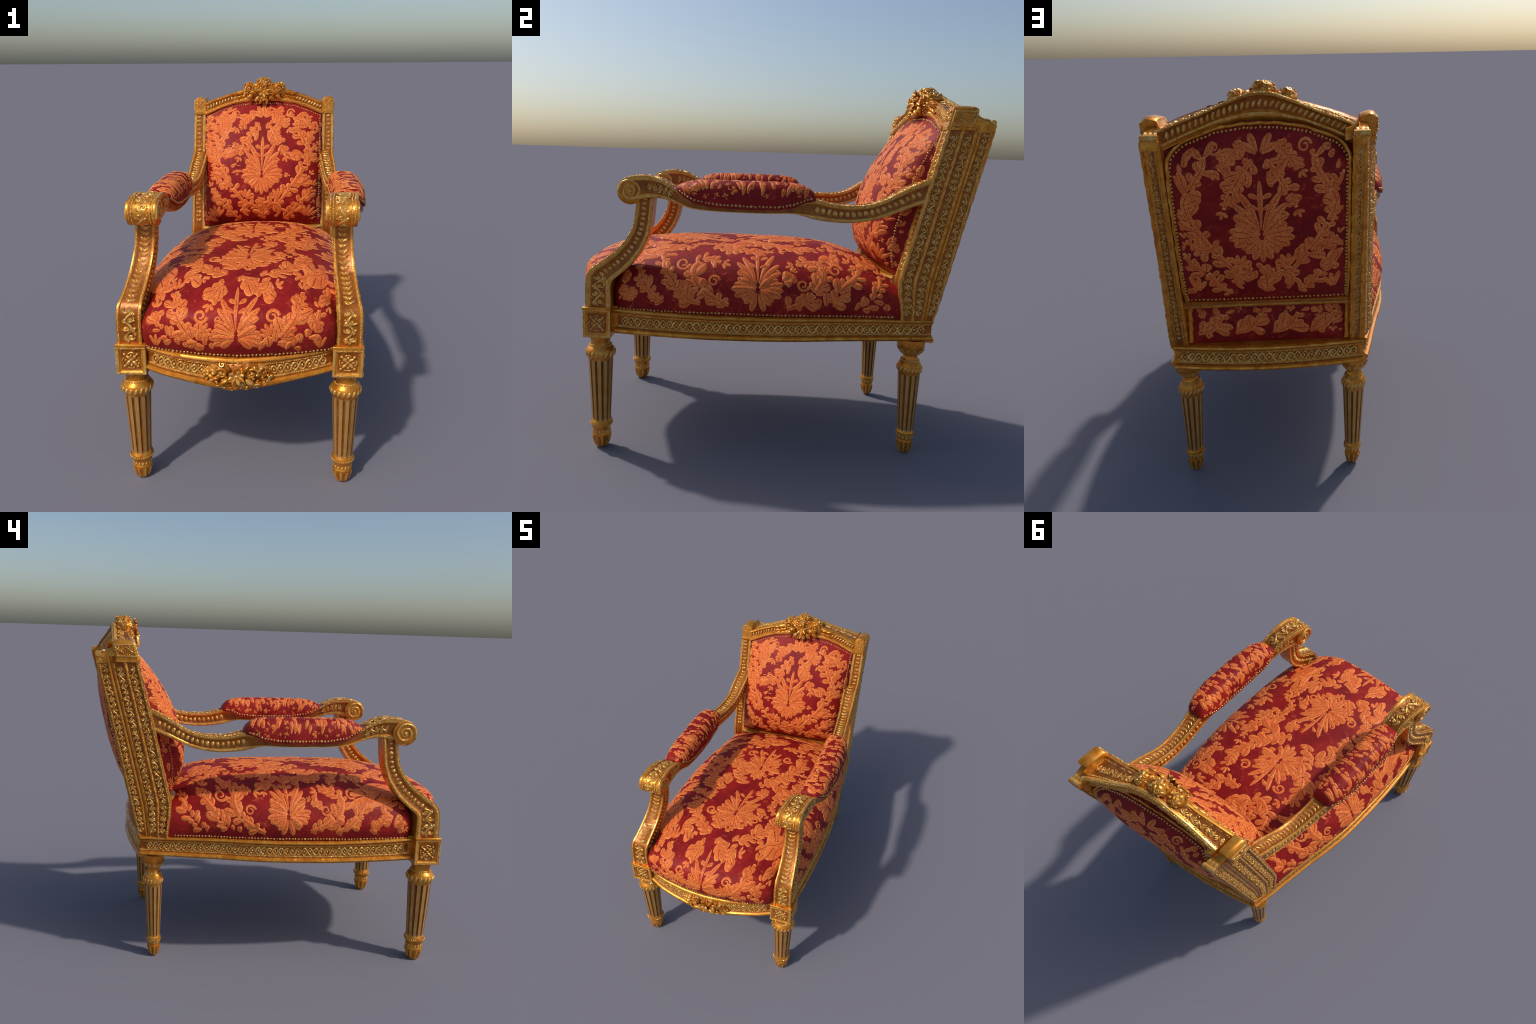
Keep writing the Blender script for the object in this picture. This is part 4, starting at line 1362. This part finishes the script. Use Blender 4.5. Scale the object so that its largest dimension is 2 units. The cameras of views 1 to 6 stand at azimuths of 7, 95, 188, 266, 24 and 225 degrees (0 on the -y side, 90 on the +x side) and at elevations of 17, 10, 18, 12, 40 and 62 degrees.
def back_design(w, hw, h0, h1):
    """Mirror-symmetric damask for the two faces of the back; origin in the middle.
    A shell and plume stand in an ogee of leaf, between two great S branches."""
    up = PI / 2
    w.fleuron(0, 0, up, 1.)
    for k in (-1, 1):
        w.curl(k * .062, -.165, up, .022, -k, .006)
    # trunk
    w.stem([(0, h0 + .01), (.010, h0 + .07), (0, -.175)], .016, 6, .046, .42, False)
    w.fan(0, h1 - .095, up, .085, 5, 1.8)
    for s in (-1, 1):
        m = lambda pts: [(s * p[0], p[1]) for p in pts]
        # ogee frame
        w.stem(m([(.020, .260), (.060, .215), (.088, .165), (.118, .115), (.138, .065)]), .013, 7, .040, .46, True)
        w.leaf(s * .032, .222, -up + s * .1, .070, .013, s * .1)
        # great S branches
        w.stem(m([(.090, -.235), (.155, -.150), (.215, -.070), (.262, .010), (.284, .095), (.240, .175), (.206, .235), (.214, .285), (.256, .305), (.295, .255)]), .016, 14, .052, .40, True)
        w.stem(m([(.275, .12), (.300, .17), (.315, .21)]), .008, 3, .032, .42, False)
        w.stem(m([(.265, .02), (.300, .03), (.320, .07)]), .008, 3, .032, .42, False)
        w.stem(m([(.19, -.10), (.25, -.10), (.295, -.055)]), .010, 5, .036, .42, True)
        # upper sprays
        w.stem(m([(.045, h1 - .050), (.085, h1 - .075), (.120, h1 - .115), (.150, h1 - .150)]), .011, 6, .038, .46, True)
        w.curl(s * .165, h1 - .065, 0, .026, s, .006)
        # lower scrolls and corner leaves
        w.stem(m([(.025, h0 + .09), (.070, h0 + .125), (.110, h0 + .100), (.105, h0 + .055), (.08, h0 + .06)]), .012, 6, .036, .42, False)
        w.stem(m([(.13, h0 + .01), (.185, h0 + .06), (.225, h0 + .125), (.280, h0 + .165), (.312, h0 + .22)]), .014, 8, .044, .42, True)
        w.fan(s * .275, h0 + .020, up - s * .25, .085, 5, 1.4)
        w.fan(s * .105, -.190, up + s * .55, .065, 5, 1.6)
    w.fill((-hw, hw, h0, h1), 70, .024, .036, .014)

edge_f = lambda q: abs(q[0]) < .369 and .912 < q[2] < zfb(q[0]) - .016
w = Weave(bf_bvh, (0, .5, 1.27), (1, 0, 0), (0, 0, 1), (0, 1, 0), edge=edge_f)
back_design(w, .34, -.345, .375)
w.done(backpad)
for sx in (-1, 1):
    w = Weave(bf_bvh, (sx * .33, .60, 1.27), (0, -sx, 0), (0, 0, 1), (-sx, .45, 0), edge=edge_f, occ=w.occ)
    for z0 in (-.26, -.10, .06, .20):
        w.stem([(-.06, z0), (.0, z0 + .05), (.03, z0 + .11)], .011, 5, .040, .42, True)
    w.fill((-.30, .30, -.34, .30), 500, .012, .036, .010)
    w.done(backpad)
edge_r = lambda q: abs(q[0]) < .322 and .922 < q[2] < zrb(q[0]) - .026
w = Weave(br_bvh, (0, .8, 1.27), (-1, 0, 0), (0, .1, 1), (0, -1, .1), edge=edge_r)
back_design(w, .34, -.335, .365)
w.done(rearpad)
w = Weave(lp_bvh, (0, .72, .79), (-1, 0, 0), (0, 0, 1), (0, -1, 0), edge=lambda q: abs(q[0]) < .322 and .712 < q[2] < .862)
for x in (-.24, -.08, .08, .24):
    w.stem([(x - .07, -.055), (x, -.03), (x + .05, .04)], .015, 5, .055, .42, True)
w.fill((-.32, .32, -.07, .07), 300, .012, .040)
w.done(lowpad)

# seat: top, front and the two flanks meet on the shoulder
clear_post = lambda q: q[2] > .712 + .006 * (q[1] > -.7) and not (abs(q[0]) > .405 and q[1] < -.735) and q[1] < .53
occ = []
w = Weave(seat_bvh, (0, -.95, .82), (1, 0, 0), (0, .25, 1), (0, 1, -.35), edge=clear_post, lim=lambda q, nn: q[2] < .965, occ=occ)
up = PI / 2
w.fleuron(0, .005, up, .88, .06)
for s in (-1, 1):
    m = lambda pts: [(s * p[0] + RNG.uniform(-.008, .008), p[1] + RNG.uniform(-.006, .006)) for p in pts]
    w.stem(m([(.05, -.11), (.13, -.075), (.20, -.02), (.25, .06), (.27, .15)]), .018, 10, .050, .42, True)
    w.stem(m([(.20, -.095), (.27, -.06), (.33, .01), (.35, .08)]), .014, 7, .044, .42, True)
    w.curl(s * .15, .05, 0, .030, s, .008)
    w.fan(s * .15, -.035, up + s * .5, .060, 5, 1.6)
    w.fan(s * .35, -.09, up - s * .2, .060, 4, 1.2)
w.fill((-.40, .40, -.12, .22), 320, .024, .046, .012)
w.done(seat)
for sx in (-1, 1):
    w = Weave(seat_bvh, (sx * .45, -.15, .82), (0, sx, 0), (-sx * .3, 0, 1), (-sx, 0, -.35), edge=lambda q: clear_post(q) and q[1] > -.735, lim=lambda q, nn: q[2] < .955, occ=occ)
    w.fleuron(sx * .06, .030, up, .92, .06)
    for s in (-1, 1):
        m = lambda pts: [(sx * .06 + s * p[0] + RNG.uniform(-.008, .008), p[1] + RNG.uniform(-.006, .006)) for p in pts]
        w.stem(m([(.12, -.095), (.20, -.060), (.27, .0), (.29, .075), (.24, .125), (.17, .11)]), .017, 12, .046, .42, True)
        w.stem(m([(.25, -.095), (.33, -.060), (.39, .015), (.445, .085), (.43, .14)]), .017, 10, .046, .42, True)
        w.stem(m([(.42, -.09), (.49, -.05), (.54, .02), (.56, .09)]), .014, 8, .042, .42, True)
        w.curl(sx * .06 + s * .35, .095, 0, .034, s, .008)
        w.curl(sx * .06 + s * .20, .015, 0, .028, -s, .007)
        w.fan(sx * .06 + s * .34, -.07, up - .5 * s, .05, 4, 1.4)
    w.fill((-.62, .72, -.10, .17), 520, .024, .046, .012)
    w.done(seat)
w = Weave(seat_bvh, (0, -.15, 1.0), (1, 0, 0), (0, 1, 0), (0, 0, -1), edge=clear_post, lim=lambda q, nn: nn[2] > .72, occ=occ)
w.fleuron(.01, -.30, up, 1.05, .10)
w.fleuron(-.01, .17, up, 1.05, .10)
for s in (-1, 1):
    m = lambda pts: [(s * p[0] + RNG.uniform(-.012, .012), p[1] + RNG.uniform(-.012, .012)) for p in pts]
    w.stem(m([(.05, -.06), (.12, .0), (.18, -.02), (.22, -.10), (.21, -.20), (.24, -.28)]), .018, 13, .052, .42, True)
    w.stem(m([(.07, .03), (.14, .07), (.20, .15), (.23, .25), (.20, .34)]), .017, 11, .052, .42, True)
    w.stem(m([(.06, -.55), (.14, -.52), (.21, -.45), (.26, -.36), (.29, -.30)]), .017, 11, .052, .42, True)
    w.stem(m([(.04, .42), (.10, .40), (.17, .44), (.22, .54)]), .014, 8, .044, .42, True)
    w.stem(m([(.27, -.16), (.30, -.06), (.30, .05), (.28, .15)]), .014, 10, .044, .42, True)
    w.stem(m([(.02, -.50), (.07, -.46), (.12, -.40)]), .012, 5, .040, .42, True)
    w.curl(s * .15, -.36, 0, .034, s, .009)
    w.curl(s * .13, .27, 0, .034, -s, .009)
w.fill((-.45, .45, -.72, .64), 800, .024, .055, .012)
w.done(seat)
# arm pads: broad slanting bars of leaf running over the pad
for bvh, arm, sx in PADS:
    w = Weave(bvh, (0, -.16, 1.30), (1, 0, 0), (0, 1, 0), (0, 0, -1), edge=lambda q: q[2] > 1.228)
    for y in (-.255, -.19, -.105, -.03, .05, .13, .21, .27):
        a = RNG.uniform(.0, .45) * RNG.choice((-1, 1))
        yc = y - .16
        xc = sx * np.interp(yc, [r[0] for r in ARM], [r[3] for r in ARM]) + drift(yc)
        for j in range(RNG.choice((2, 2, 3))):
            yy = y + j * .017 - .014
            tt = np.linspace(-1, 1, 24)
            P = np.stack([xc + tt * .080, yy + tt * .08 * a + .007 * np.sin(tt * 3 + j * 1.3 + y * 40)], 1)
            k0, k1 = RNG.choice(((1, 23), (1, 13), (9, 23), (2, 20), (4, 23)))
            for lo, hi in ((k0, (k0 + k1) // 2 + 1), ((k0 + k1) // 2, k1)):
                w.blade(P[lo:hi], lambda t: .0105 * (.5 + .5 * math.sin(PI * min(1, .08 + t * .88))), True)
    w.fill((sx * .45 - .09, sx * .45 + .10, -.30, .30), 120, .010, .024)
    w.done(arm)
    for side in (-1, 1):
        w = Weave(bvh, (sx * .45, -.16, 1.27), (0, 1, 0), (0, 0, 1), (-side, 0, -.25), edge=lambda q: q[2] > 1.219, occ=w.occ)
        for y in np.arange(-.26, .28, .085):
            y += RNG.uniform(-.02, .02)
            b = RNG.uniform(-.45, .45)
            for j in range(RNG.choice((2, 2, 3))):
                v0 = RNG.choice((-.046, -.040, -.015))
                w.leaf(y + j * .019 - b * .02, v0, up + b, RNG.uniform(.045, .085), .0095, RNG.uniform(-.2, .2))
        w.fill((-.28, .28, -.05, .03), 300, .009, .022, .006)
        w.done(arm)
